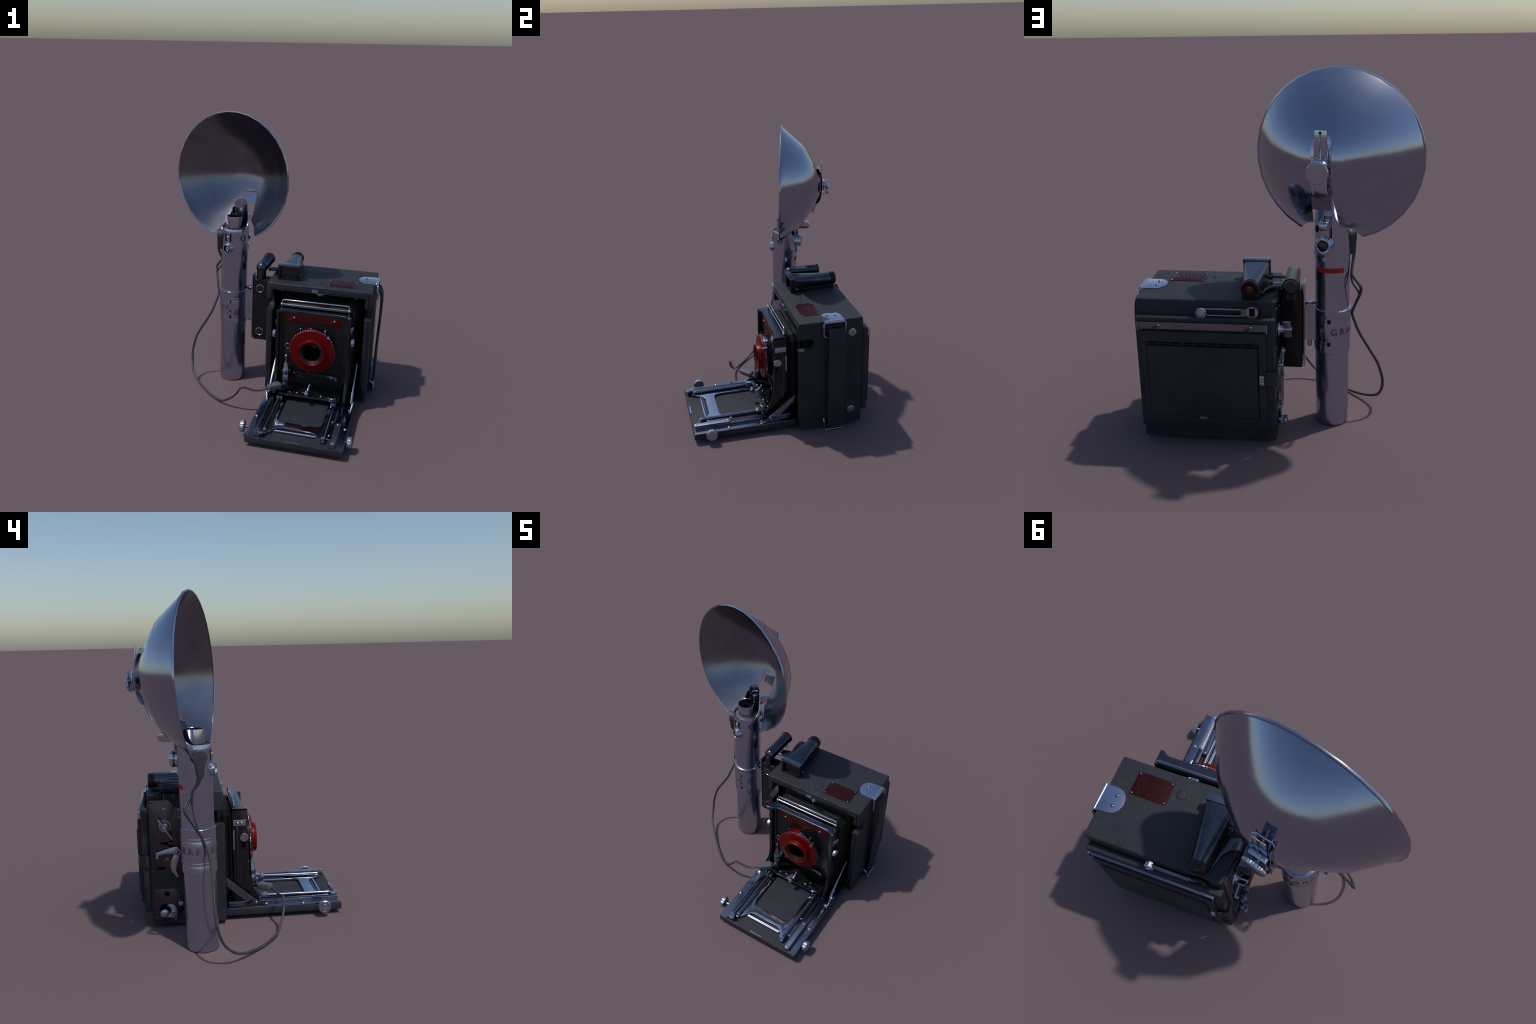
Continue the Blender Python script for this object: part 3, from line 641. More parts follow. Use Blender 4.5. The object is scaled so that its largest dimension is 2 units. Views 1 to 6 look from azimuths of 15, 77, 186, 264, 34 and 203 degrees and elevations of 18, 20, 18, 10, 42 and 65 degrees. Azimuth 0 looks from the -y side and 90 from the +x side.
# release ring at the left and solenoid below it
sweep('release_ring', [(0.178 + 0.017 * math.cos(2 * PI * i / 20), -0.070, 0.462 + 0.019 * math.sin(2 * PI * i / 20)) for i in range(20)], 0.0045, M_NICKEL, lens, 8, True)
sol = lathe('solenoid', [(0, 0), (0.024, 0), (0.026, 0.004), (0.026, 0.070), (0.024, 0.073), (0.024, 0.080), (0.027, 0.083), (0.027, 0.105), (0.022, 0.112), (0.020, 0.140), (0.012, 0.160), (0.008, 0.172), (0.008, 0.200), (0.012, 0.204), (0.012, 0.216), (0.005, 0.222), (0.005, 0.250), (0, 0.252)],
            M_NICKEL, root, (0.172, -0.078, 0.176), (0, 0.02, 1), 28)
box('solenoid_clamp', 0.160, 0.205, -0.080, -0.024, 0.270, 0.292, M_NICKEL, sol, 0.003)
box('solenoid_base', 0.150, 0.196, -0.106, -0.060, 0.165, 0.182, M_BLACK, sol, 0.004)

# ================================================================= BED
bed = box('bed', 0.033, 0.665, -0.637, 0.1045, 0.026, 0.068, M_BED, root, 0.005)
# outer metal side rails
for xa, xb, xin in ((0.034, 0.094, 0.128), (0.604, 0.664, 0.570)):
    box('bed_rail', xa, xb, -0.632, 0.100, 0.067, 0.0765, M_NICKEL, bed, 0.003)
    a, b = (xb - 0.006, xin) if xin > xb else (xin, xa + 0.006)
    box('bed_track', a, b, -0.624, 0.090, 0.0672, 0.0965, M_NICKEL, bed, 0.006)
    c, d = (a + 0.010, b - 0.012) if xin > xb else (a + 0.012, b - 0.010)
    box('bed_track_groove', c, d, -0.60, 0.090, 0.0960, 0.0990, M_GUN, bed, 0.001)
for x in (0.051, 0.641):
    screw((x, -0.390, 0.0762), (0, 0, 1), 0.011, bed, M_STEEL)
box('bed_handle', 0.294, 0.392, -0.633, -0.621, 0.067, 0.0765, M_CHROME, bed, 0.003)
# inner focusing carriage: plate with rounded opening and splayed front
def open_plate():
    outer = []
    fl = [(0.168, -0.575), (0.180, -0.566), (0.196, -0.535), (0.218, -0.510), (0.245, -0.500)]
    outer += fl + [(0.680 - x - 0.0, y) for x, y in fl[::-1]]
    outer += [(0.512, -0.13), (0.168, -0.13)]
    inner = [(0.190, -0.13), (0.190, -0.385)] + arc(0.235, -0.385, 0.045, 180, 270, 8) + arc(0.447, -0.385, 0.045, 270, 360, 8) + [(0.492, -0.385), (0.492, -0.13)]
    return outer, inner
outer, inner = open_plate()
car_pts = outer[:-2] + [(0.512, -0.13)] + inner[::-1] + [(0.168, -0.13)]
carriage = prism('focus_carriage', car_pts, 'xy', 0.074, 0.086, M_CHROME, bed, 0.003)
cyl('carriage_bar', (0.210, -0.533, 0.078), (0.475, -0.533, 0.078), 0.0075, M_CHROME, carriage, 14, 0.002)
for xa in (0.152, 0.527):
    cyl('focus_rod', (xa, -0.575, 0.1), (xa, -0.150, 0.106), 0.0115, M_NICKEL, carriage, 20, 0.003)
    cyl('focus_rod_cap', (xa, -0.580, 0.1), (xa, -0.560, 0.1), 0.0125, M_CHROME, carriage, 18, 0.003)
    box('rod_block', xa - 0.020, xa + 0.020, -0.172, -0.132, 0.090, 0.120, M_CHROME, carriage, 0.004)
    box('rod_foot', xa - 0.014, xa + 0.014, -0.590, -0.540, 0.068, 0.088, M_NICKEL, carriage, 0.003)
# infinity stop on the left front, link arms on the right
prism('track_lock', rrect(-0.016, 0.016, -0.028, 0.028, 0.006), 'xy', 0.0965, 0.110, M_CHROME, bed, 0.003, M=Matrix.Translation((0.128, -0.604, 0)) @ Matrix.Rotation(math.radians(22), 4, 'Z'))
for k in range(4):
    box('lock_ridge', 0.116 + k * 0.0075, 0.1195 + k * 0.0075, -0.626, -0.598, 0.1095, 0.1125, M_CHROME, bed, 0.001)
prism('link_arm', capsule(0.593, -0.614, 0.593, -0.388, 0.0165), 'xy', 0.0985, 0.1055, M_STEEL, bed, 0.002)
prism('link_arm', capsule(0.557, -0.524, 0.555, -0.360, 0.0135), 'xy', 0.0930, 0.0990, M_NICKEL, bed, 0.002)
for x, y, z in ((0.594, -0.614, 0.1055), (0.594, -0.390, 0.1055), (0.557, -0.524, 0.099), (0.555, -0.360, 0.099)):
    screw((x, y, z), (0, 0, 1), 0.0075, bed, M_CHROME)
# focusing knobs
knob('focus_knob', (0.672, -0.518, 0.066), (1, 0, 0), 0.040, 0.028, M_STEEL, bed, 40)
knob('focus_knob', (0.005, -0.518, 0.066), (-1, 0, 0), 0.040, 0.028, M_STEEL, bed, 40)
cyl('focus_shaft', (-0.01, -0.518, 0.066), (0.69, -0.518, 0.066), 0.010, M_NICKEL, bed, 14)
# standard base carriage with lock tongue and ring knob
base = box('standard_base', 0.128, 0.560, -0.118, 0.085, 0.108, 0.122, M_GLOSS, bed, 0.004)
box('standard_base', 0.140, 0.548, -0.126, -0.117, 0.110, 0.1235, M_NICKEL, base, 0.003)
box('standard_base', 0.118, 0.570, 0.015, 0.060, 0.105, 0.200, M_BLACK, base, 0.004)
cyl('lock_lever', (0.337, -0.145, 0.140), (0.340, -0.095, 0.175), 0.007, M_STEEL, base, 12)
cyl('lock_lever', (0.340, -0.100, 0.172), (0.346, -0.085, 0.200), 0.006, M_STEEL, base, 12, 0.002)
sweep('lock_ring', [(0.337 + 0.004 * math.sin(i), -0.158 + 0.012 * math.sin(2 * PI * i / 20), 0.160 + 0.026 * math.cos(2 * PI * i / 20)) for i in range(20)], 0.0045, M_CHROME, base, 8, True)
lathe('lock_knob', [(0, -0.012), (0.017, -0.012), (0.021, -0.006), (0.021, 0.006), (0.017, 0.012), (0, 0.012)], M_CHROME, base, (0.337, -0.152, 0.160), (1, 0, 0), 24)
for x, y, r in ((0.26, -0.085, 0.012), (0.43, -0.09, 0.014), (0.49, -0.095, 0.012), (0.52, -0.08, 0.010), (0.21, -0.09, 0.010), (0.30, -0.07, 0.009), (0.46, -0.065, 0.010)):
    screw((x, y, 0.1215), (0, 0, 1), r, base, M_NICKEL)
prism('base_catch', capsule(0.470, -0.085, 0.528, -0.100, 0.016, 0.012), 'xy', 0.122, 0.131, M_GUN, base, 0.003)
sweep('base_spring', catmull([(0.488, -0.115, 0.126), (0.500, -0.132, 0.134), (0.522, -0.130, 0.138), (0.536, -0.116, 0.134), (0.530, -0.100, 0.128)], 6), 0.0045, M_CHROME, base, 8)
# side struts from bed to body
for sgn, x in ((-1, 0.060), (1, 0.640)):
    o = sgn
    x0, x1 = x - 0.004, x + 0.004
    # folded strut: face in the y-z plane
    A, B = Vector((-0.040, 0.128)), Vector((0.125, 0.268))
    dirv = (B - A).normalized(); nv = Vector((-dirv.y, dirv.x))
    face = capsule(A.x, A.y, B.x, B.y, 0.022)
    st = prism('strut', face, 'yz', x0, x1, M_NICKEL, bed, 0.002)
    lip = [A + nv * 0.017 - dirv * 0.06, B + nv * 0.017 + dirv * 0.02, B + nv * 0.024 + dirv * 0.02, A + nv * 0.024 - dirv * 0.06]
    prism('strut_flange', [(p.x, p.y) for p in lip], 'yz', x - 0.006, x + 0.006, M_NICKEL, st, 0.001)
    lo = [Vector((-0.150, 0.072)), Vector((-0.040, 0.150)), Vector((-0.030, 0.130)), Vector((-0.130, 0.068))]
    prism('strut_tongue', [(p.x, p.y) for p in lo], 'yz', x - 0.003 + o * 0.006, x + 0.003 + o * 0.006, M_NICKEL, st, 0.001)
    foot = [(-0.170, 0.076), (-0.130, 0.088), (-0.112, 0.108), (-0.092, 0.118), (-0.070, 0.116), (-0.054, 0.104), (-0.030, 0.088), (0.0, 0.076)]
    prism('strut_foot', foot, 'yz', x + o * 0.012 - 0.003, x + o * 0.012 + 0.003, M_GUN, st, 0.001)
    screw((x + o * 0.015, -0.088, 0.103), (o, 0, 0), 0.008, st, M_STEEL)
    cyl('strut_pin', (x - 0.010, -0.154, 0.080), (x + 0.010, -0.154, 0.080), 0.010, M_CHROME, st, 14, 0.002)

# ================================================================= FLASH GUN
TA = math.radians(14.67)                       # head turned to the left about the vertical
TUBE_BASE = Vector((-0.3190, 0.2615, 0.0)); TUBE_DIR = Vector((0.0083, 0.0090, 1.0))
# flash-local frame: z up along the (slightly leaning) tube, -y towards the subject
Tm = Matrix(((math.cos(TA), math.sin(TA), TUBE_DIR.x, TUBE_BASE.x), (-math.sin(TA), math.cos(TA), TUBE_DIR.y, TUBE_BASE.y), (0, 0, 1, 0), (0, 0, 0, 1)))
def W(p): return Tm @ Vector(p)
def TR(d): return (Tm.to_3x3() @ Vector(d))
def tube_r(z): return 0.0938 + 0.0022 * min(1, z / 1.1)

def tube_top(deg):
    """Height of the tube mouth against the angle (degrees) from the back."""
    a = abs((deg + 180) % 360 - 180)
    if a < 38: return 1.318 + 0.056 * math.sqrt(max(0, 1 - (a / 38) ** 2))
    if a < 50: return 1.318 - 0.045 * (a - 38) / 12
    if a < 112:
        t = (a - 50) / 62
        return 1.183 + 0.090 * (1 - t) ** 2.6
    return 1.183
bm = bmesh.new(); SEG = 96; rows_o, rows_i = [], []
hs = [0.0, 0.004, 0.010, 0.05, 0.3, 0.6, 0.9, 1.05, 1.12]
def ang_pt(r, i, z):
    a = 2 * PI * i / SEG          # 0 = back (+y local), increasing towards +x
    return W((r * math.sin(a), r * math.cos(a), z))
for j, h in enumerate(hs):
    r = tube_r(h) - (0.004 if j == 0 else 0.0012 if j == 1 else 0)
    rows_o.append([bm.verts.new(ang_pt(r, i, h)) for i in range(SEG)])
for f in (0.5, 0.97, 1.0):
    rows_o.append([bm.verts.new(ang_pt(tube_r(1.2) - (0.001 if f == 1.0 else 0), i, 1.12 + (tube_top(360 * i / SEG) - 1.12) * f)) for i in range(SEG)])
for f in (1.0, 0.5, 0.0):
    rows_o.append([bm.verts.new(ang_pt(tube_r(1.2) - 0.0065, i, 1.12 + (tube_top(360 * i / SEG) - 1.12) * f)) for i in range(SEG)])
for a, b in zip(rows_o[:-1], rows_o[1:]):
    for i in range(SEG): bm.faces.new((a[i], a[(i + 1) % SEG], b[(i + 1) % SEG], b[i]))
bm.faces.new(rows_o[0]); bm.faces.new(rows_o[-1])
tube = obj_from_bm('flash_handle', bm, M_TUBE, root, 40)

def on_tube(deg, z, off=0.0):
    a = math.radians(deg); r = tube_r(z) + off
    return W((r * math.sin(a), r * math.cos(a), z))
def out_dir(deg):
    a = math.radians(deg); return TR((math.sin(a), math.cos(a), 0)).normalized()
def world_deg(x, y, z):
    """Angle on the tube (from the back, towards +x local) of a world point."""
    q = Tm.inverted() @ Vector((x, y, z)); return math.degrees(math.atan2(q.x, q.y))
def wrap_mesh(me, deg, z, r, flip=1):
    """Bend a flat mesh (x right as seen from outside, y up, z out) round the tube."""
    for v in me.vertices:
        a = math.radians(deg) - flip * v.co.x / r
        rr = r + v.co.z
        v.co = W((rr * math.sin(a), rr * math.cos(a), z + v.co.y))
    return me
def tube_patch(name, deg0, deg1, z0, z1, r, th, material, parent, nx=14, corner=0.0):
    bm = bmesh.new(); O, I = [], []
    for i in range(nx + 1):
        a = math.radians(deg0 + (deg1 - deg0) * i / nx); e = min(i, nx - i) / nx
        c = corner * max(0, 1 - e * nx / 2)
        for rr, lst in ((r + th, O), (r - 0.002, I)):
            lst.append([bm.verts.new(W((rr * math.sin(a), rr * math.cos(a), z))) for z in (z0 + c, z1 - c)])
    for i in range(nx):
        bm.faces.new((O[i][0], O[i + 1][0], O[i + 1][1], O[i][1]))
        bm.faces.new((I[i][0], I[i][1], I[i + 1][1], I[i + 1][0]))
        for k in (0, 1): bm.faces.new((O[i][k], I[i][k], I[i + 1][k], O[i + 1][k]))
    for i in (0, nx): bm.faces.new((O[i][0], O[i][1], I[i][1], I[i][0]))
    return obj_from_bm(name, bm, material, parent, 40)

# bulb socket cup inside the mouth
lathe('bulb_socket', [(0.050, 1.175), (0.058, 1.175), (0.058, 1.262), (0.0575, 1.2645), (0.0555, 1.2650), (0.0540, 1.263), (0.0540, 1.190), (0.0, 1.188), (0, 1.175), (0.050, 1.175)], M_CHROME, tube, M=Tm @ Matrix.Translation((0, -0.004, 0)), seg=40)
lathe('socket_floor', [(0, 1.150), (0.088, 1.150), (0.088, 1.170), (0.058, 1.1755), (0, 1.1755)], M_GREY, tube, M=Tm, seg=48)
lathe('socket_core', [(0, 1.188), (0.053, 1.188), (0.053, 1.1905), (0, 1.192)], M_DARK, tube, M=Tm @ Matrix.Translation((0, -0.004, 0)), seg=32)
# contact parts under the tongue
def tbox(name, x0, x1, y0, y1, z0, z1, material, parent, bev=0.002):
    return box(name, x0, x1, y0, y1, z0, z1, material, parent, bev, 2, Tm)
tbox('contact_block', -0.030, 0.032, 0.048, 0.080, 1.18, 1.285, M_BLACK, tube)
tbox('contact_spring', -0.036, -0.026, 0.050, 0.076, 1.18, 1.300, M_NICKEL, tube)
tbox('contact_spring', 0.024, 0.034, 0.052, 0.074, 1.20, 1.315, M_NICKEL, tube)
tbox('contact_spring', -0.012, 0.012, 0.050, 0.060, 1.25, 1.300, M_GUN, tube)
lathe('contact_pin', [(0, 0), (0.010, 0), (0.010, 0.02), (0.007, 0.026), (0, 0.027)], M_CHROME, tube, W((0.012, 0.062, 1.285)), (0, 0, 1), 14)
# latch ears on the left (socket side)
lathe('latch_ear', [(0, -0.003), (0.030, -0.003), (0.032, 0), (0.030, 0.003), (0, 0.003)], M_NICKEL, tube, W((-0.048, 0.055, 1.285)), TR((1, 0.2, 0)), 24)

# shutter trip button on the front
fb = world_deg(-0.335, 0.17, 1.043)
lathe('flash_button', [(0, -0.02), (0.041, -0.02), (0.041, 0.008), (0.038, 0.012), (0.0355, 0.012), (0.0355, 0.022), (0.033, 0.025), (0.0275, 0.026), (0.025, 0.022), (0.025, 0.010), (0.0165, 0.010), (0.0165, 0.018), (0.013, 0.021), (0, 0.022)], M_CHROME, tube, on_tube(fb, 1.043, -0.004), out_dir(fb), 36)
lathe('button_well', [(0.0168, 0), (0.0249, 0), (0.0249, 0.001), (0.0168, 0.001), (0.0168, 0)], M_DARK, tube, on_tube(fb, 1.043, 0.0065), out_dir(fb), 30)
# socket plate with two slots above the button
tube_patch('outlet_plate', fb - 20, fb + 20, 1.088, 1.160, tube_r(1.1), 0.0012, M_CHROME, tube)
for dd in (-11.5, 11.5):
    tube_patch('outlet_slot', fb + dd - 3.4, fb + dd + 3.4, 1.094, 1.152, tube_r(1.1), 0.0020, M_DARK, tube, 4)
screw(on_tube(fb, 1.124, 0.001), out_dir(fb), 0.011, tube, M_CHROME)
hd = world_deg(-0.234, 0.217, 1.117)
lathe('side_hole', [(0, 0), (0.020, 0), (0.022, 0.002), (0.018, 0.0035), (0.017, 0.001), (0, 0.001)], M_DARK, tube, on_tube(hd, 1.117, -0.002), out_dir(hd), 26)
sd = world_deg(-0.225, 0.310, 1.043)
prism('lens_shaped_plate', [(0.018 * math.cos(t), 0.036 * math.sin(t)) for t in [2 * PI * i / 20 for i in range(20)]], 'xy', -0.002, 0.004, M_CHROME, tube, 0.0015,
      M=frame(on_tube(sd, 1.043), out_dir(sd).cross(Vector((0, 0, -1))), (0, 0, 1), out_dir(sd)))
screw(on_tube(sd, 1.043, 0.004), out_dir(sd), 0.012, tube, M_CHROME)

# ruby test lamp on the back with teardrop cover
rd = world_deg(-0.277, 0.353, 1.096)
lamp = lathe('test_lamp', [(0, -0.02), (0.046, -0.02), (0.046, 0.008), (0.042, 0.013), (0.036, 0.014), (0.036, 0.017), (0.046, 0.018), (0.047, 0.021), (0.047, 0.036), (0.044, 0.041), (0.035, 0.0425), (0.030, 0.040), (0.030, 0.034), (0, 0.034)], M_CHROME, tube, on_tube(rd, 1.096, -0.003), out_dir(rd), 60, knurl=(0.0465, 60, 0.0007), smooth=30)
lathe('lamp_well', [(0.0255, 0), (0.0288, 0), (0.0288, 0.0042), (0.0255, 0.0042), (0.0255, 0)], M_DARK, lamp, on_tube(rd, 1.096, 0.0315), out_dir(rd), 32)
lathe('lamp_jewel', [(0, 0), (0.0255, 0), (0.0255, 0.003), (0.020, 0.007), (0.010, 0.010), (0, 0.011)], M_RUBY, lamp, on_tube(rd, 1.096, 0.0305), out_dir(rd), 28)
yv = Vector((0, 0, 1)); xv = yv.cross(out_dir(rd))
prism('lamp_cover', [(-0.026, 0.045), (0.026, 0.045), (0.022, -0.045), (0.014, -0.065), (0.014, -0.088), (0.008, -0.098), (-0.008, -0.098), (-0.014, -0.088), (-0.014, -0.065), (-0.022, -0.045)], 'xy', -0.006, 0.0035, M_TUBE, lamp, 0.002,
      M=frame(on_tube(rd, 1.096), xv, yv, out_dir(rd)))
lathe('lamp_rivet', [(0, 0), (0.0135, 0), (0.0135, 0.005), (0.011, 0.008), (0, 0.008)], M_CHROME, lamp, on_tube(rd, 1.012, 0.002), out_dir(rd), 22)
# spring latch above the lamp: dark slot, hook and thumb tongue
ld = world_deg(-0.288, 0.36, 1.2)
tube_patch('latch_slot', ld - 13, ld + 13, 1.135, 1.250, tube_r(1.2), 0.0015, M_DARK, tube, 6)
lx = yv.cross(out_dir(ld))
LM = frame(on_tube(ld, 1.19), lx, yv, out_dir(ld))
prism('latch_hook', [(-0.020, -0.052), (0.012, -0.052), (0.012, 0.045), (0.0, 0.045), (-0.020, 0.022)], 'xy', 0.001, 0.014, M_CHROME, tube, 0.003, M=LM)
prism('latch_hook', [(0.012, -0.045), (0.018, -0.045), (0.018, 0.058), (-0.014, 0.058), (-0.014, 0.048), (0.012, 0.048)], 'xy', 0.001, 0.008, M_NICKEL, tube, 0.002, M=LM)
hd2 = world_deg(-0.235, 0.32, 1.17)
prism('oval_hole', [(0.016 * math.cos(t), 0.020 * math.sin(t)) for t in [2 * PI * i / 20 for i in range(20)]], 'xy', -0.004, 0.0015, M_DARK, tube, 0.0, M=frame(on_tube(hd2, 1.172), yv.cross(out_dir(hd2)), yv, out_dir(hd2)))
# thumb tongue of the latch reaching back behind the reflector
prism('thumb_tongue', [(0.088, 1.196), (0.120, 1.194), (0.170, 1.193), (0.190, 1.198), (0.200, 1.212), (0.200, 1.230), (0.190, 1.244), (0.172, 1.248), (0.120, 1.243), (0.088, 1.240)], 'yz', -0.026, 0.016, M_CHROME, tube, 0.008, 3, M=Tm)

# red tape label with typed number
rt0, rt1 = world_deg(-0.241, 0.330, 0.95), world_deg(-0.372, 0.340, 0.95)
tape = tube_patch('tape_label', rt0, rt1, 0.9365, 0.9645, tube_r(0.95), 0.0012, M_REDTAPE, tube, 18)
me = text_mesh('MHP 645/I', 0.024, 0.0003, 1.05)
obj_from_mesh('tape_lettering', wrap_mesh(me, (rt0 + rt1) / 2, 0.9505, tube_r(0.95) + 0.0014), M_INK, tape)

# collar with ribs, holes, slot and lettering
cr = 0.1010
collar = lathe('clamp_collar', [(0.094, 0.459), (0.0985, 0.459), (cr, 0.462), (cr, 0.505), (cr - 0.0010, 0.508), (cr - 0.0010, 0.514), (cr, 0.517), (cr, 0.523), (cr - 0.0010, 0.526), (cr - 0.0010, 0.532), (cr, 0.535),
                                 (cr, 0.645), (cr - 0.0010, 0.648), (cr - 0.0010, 0.654), (cr, 0.657), (cr, 0.662), (cr - 0.0010, 0.665), (cr - 0.0010, 0.670), (cr, 0.673), (cr, 0.708), (cr + 0.003, 0.7105), (cr + 0.003, 0.7145), (cr, 0.716), (0.094, 0.716), (0.094, 0.459)],
               M_TUBE, tube, M=Tm, seg=72, smooth=25)
for k, ch in enumerate('GRAFLEX'):
    wx = 6 + 26.8 * k           # degrees from world +y towards -x
    p = Vector((-0.316 - 0.1 * math.sin(math.radians(wx)), 0.266 + 0.1 * math.cos(math.radians(wx)), 0.59))
    me = text_mesh(ch, 0.055, 0.0010, 1.0, 0.0012)
    obj_from_mesh('collar_letter', wrap_mesh(me, world_deg(*p), 0.591, cr + 0.0002), M_ENGR, collar)
sl = world_deg(-0.309, 0.169, 0.6)
tube_patch('collar_slot', sl - 2.6, sl + 2.6, 0.560, 0.650, cr, 0.0012, M_DARK, collar, 4)
tube_patch('collar_slot', sl - 2.2, sl + 2.2, 0.575, 0.632, cr, 0.0020, M_CHROME, collar, 4)
tube_patch('collar_slot', sl - 4, sl + 4, 0.507, 0.533, cr, 0.0012, M_DARK, collar, 4, 0.004)
for z in (0.655, 0.520):
    hdg = world_deg(-0.299, 0.36, z)
    tube_patch('collar_hole', hdg - 7.5, hdg + 7.5, z - 0.015, z + 0.015, cr, 0.0012, M_CHROME, collar, 4)
    tube_patch('collar_hole', hdg - 5.5, hdg + 5, z - 0.011, z + 0.012, cr, 0.0020, M_DARK, collar, 4)
# clamp blocks linking collar and shoe
clampb = box('clamp_block', -0.206, -0.172, 0.248, 0.300, 0.560, 0.712, M_STEEL, collar, 0.008, 3)
box('clamp_block', -0.202, -0.176, 0.250, 0.297, 0.474, 0.566, M_STEEL, clampb, 0.008, 3)
cyl('clamp_bolt', (-0.190, 0.273, 0.70), (-0.190, 0.273, 0.737), 0.016, M_CHROME, clampb, 20, 0.003)
loft('clamp_flange', [[(x, 0.304, z), (x, 0.308, z), (x, 0.308, z2), (x, 0.304, z2)] for x, z, z2 in ((-0.235, 0.52, 0.715), (-0.205, 0.52, 0.735), (-0.175, 0.52, 0.735), (-0.158, 0.52, 0.72))], M_STEEL, clampb)
loft('clamp_flange', [[(x, 0.236, z), (x, 0.240, z), (x, 0.240, z2), (x, 0.236, z2)] for x, z, z2 in ((-0.245, 0.50, 0.715), (-0.205, 0.50, 0.725), (-0.175, 0.50, 0.725), (-0.158, 0.50, 0.71))], M_STEEL, clampb)

# ----------------------------------------------------------------- reflector
DC = Vector((-0.3346, 0.2457, 1.5465)); AZ, EL = math.radians(-14.67), math.radians(1.8)
Dn = Vector((math.sin(AZ) * math.cos(EL), -math.cos(AZ) * math.cos(EL), math.sin(EL)))
Du = -(Dn.cross(Vector((0, 0, 1)))).normalized()          # to the right seen from the front
Dv = Dn.cross(Du) * 1.0
if Dv.z < 0: Dv = -Dv
DM = frame(DC, Du, Dv, -Dn)                               # local z = depth behind the rim
DRINGS = [0.4514, 0.315, 0.212, 0.105, 0.0]
def ring_depths(a):
    """Depth of each ring behind the rim; the flank turned away from the camera is flatter."""
    w = 0.5 - 0.5 * math.cos(a)                 # 0 on the body side, 1 on the far side
    return [0.0, 0.172 - 0.010 * w, 0.245 - 0.017 * w, 0.303 - 0.004 * w, 0.316]
def dish_depth(r, a=0.0):
    P = list(zip(DRINGS, ring_depths(a)))[::-1]
    for (r0, d0), (r1, d1) in zip(P[:-1], P[1:]):
        if r <= r1: return d0 + (d1 - d0) * (r - r0) / (r1 - r0)
    return 0.0
TH = 0.005
LIP = [(0.4500, 0.003), (0.4470, 0.000), (0.4510, -0.002), (0.4550, 0.000), (0.4560, 0.005), (0.4540, 0.0105), (0.4460, 0.0120)]
bm = bmesh.new(); rings = []; DS = 32; NI = 5
def dring(k, off):
    """One ring of the bowl (k-th radius), pushed outwards by off."""
    if DRINGS[k] == 0: return [bm.verts.new((0, 0, 0.314 + off))]
    out = []
    for i in range(DS):
        a = 2 * PI * (i + 0.5) / DS; r = DRINGS[k] + off * 0.6
        out.append(bm.verts.new((r * math.cos(a), r * math.sin(a), ring_depths(a)[k] + off * 0.8)))
    return out
def support(r, off):
    out = []
    for i in range(DS):
        a = 2 * PI * (i + 0.5) / DS; q = r + off * 0.6
        out.append(bm.verts.new((q * math.cos(a), q * math.sin(a), dish_depth(r, a) + off * 0.8)))
    return out
rings = [dring(k, 0.0) for k in (4, 3, 2, 1)] + [support(0.440, 0.0)]
for r, d in LIP:
    rings.append([bm.verts.new((r * math.cos(2 * PI * (i + 0.5) / DS), r * math.sin(2 * PI * (i + 0.5) / DS), d)) for i in range(DS)])
rings += [support(0.436, TH)] + [dring(k, TH) for k in (1, 2, 3, 4)]
for q, (a, b) in enumerate(zip(rings[:-1], rings[1:])):
    for i in range(DS):
        j = (i + 1) % DS
        if len(a) == 1: f = bm.faces.new((a[0], b[i], b[j]))
        elif len(b) == 1: f = bm.faces.new((a[i], b[0], a[j]))
        else: f = bm.faces.new((a[i], b[i], b[j], a[j]))
        if q < NI: f.material_index = 1
dish = obj_from_bm('reflector', bm, M_DISH, tube)
dish.data.materials.append(M_DISHIN)
slot = [(0.060, -0.140), (0.072, -0.215), (0.090, -0.325), (0.150, -0.352), (0.212, -0.412), (0.235, -0.52), (-0.16, -0.52), (-0.142, -0.436), (-0.103, -0.356), (-0.052, -0.338), (-0.052, -0.250), (-0.045, -0.140)]
boolean_cut(dish, prism('cut', slot, 'xy', -0.2, 0.5, M_DARK, None, 0))
dish.data.shade_smooth(); dish.data.set_sharp_from_angle(angle=math.radians(42))
dish.data.transform(DM)
def dbox(name, x0, x1, y0, y1, z0, z1, material, parent, bev=0.002):
    return box(name, x0, x1, y0, y1, z0, z1, material, parent, bev, 2, DM)
# bracket strip hugging the back, standing clip, hand knob
def hug(name, u0, u1, vs, off, th, material, parent, nu=6):
    bm = bmesh.new(); O, I = [], []
    for v in vs:
        ro, ri = [], []
        for k in range(nu + 1):
            u = u0 + (u1 - u0) * k / nu
            d = dish_depth(math.hypot(u, v), math.atan2(v, u)) + TH + off(u, v)
            ro.append(bm.verts.new((u, v, d + th))); ri.append(bm.verts.new((u, v, d)))
        O.append(ro); I.append(ri)
    for j in range(len(vs) - 1):
        for k in range(nu):
            bm.faces.new((O[j][k], O[j][k + 1], O[j + 1][k + 1], O[j + 1][k])); bm.faces.new((I[j][k], I[j + 1][k], I[j + 1][k + 1], I[j][k + 1]))
        for k in (0, nu): bm.faces.new((O[j][k], O[j + 1][k], I[j + 1][k], I[j][k]))
    for j in (0, len(vs) - 1):
        for k in range(nu): bm.faces.new((O[j][k], O[j][k + 1], I[j][k + 1], I[j][k]))
    bmesh.ops.transform(bm, matrix=DM, verts=bm.verts)
    return obj_from_bm(name, bm, material, parent, 30)
br = hug('reflector_bracket', -0.052, 0.048, [-0.135, -0.105, -0.07, -0.035, 0, 0.035, 0.07, 0.105, 0.138], lambda u, v: 0.002 + 0.9 * max(0, abs(u) - 0.035), 0.004, M_CHROME, dish)
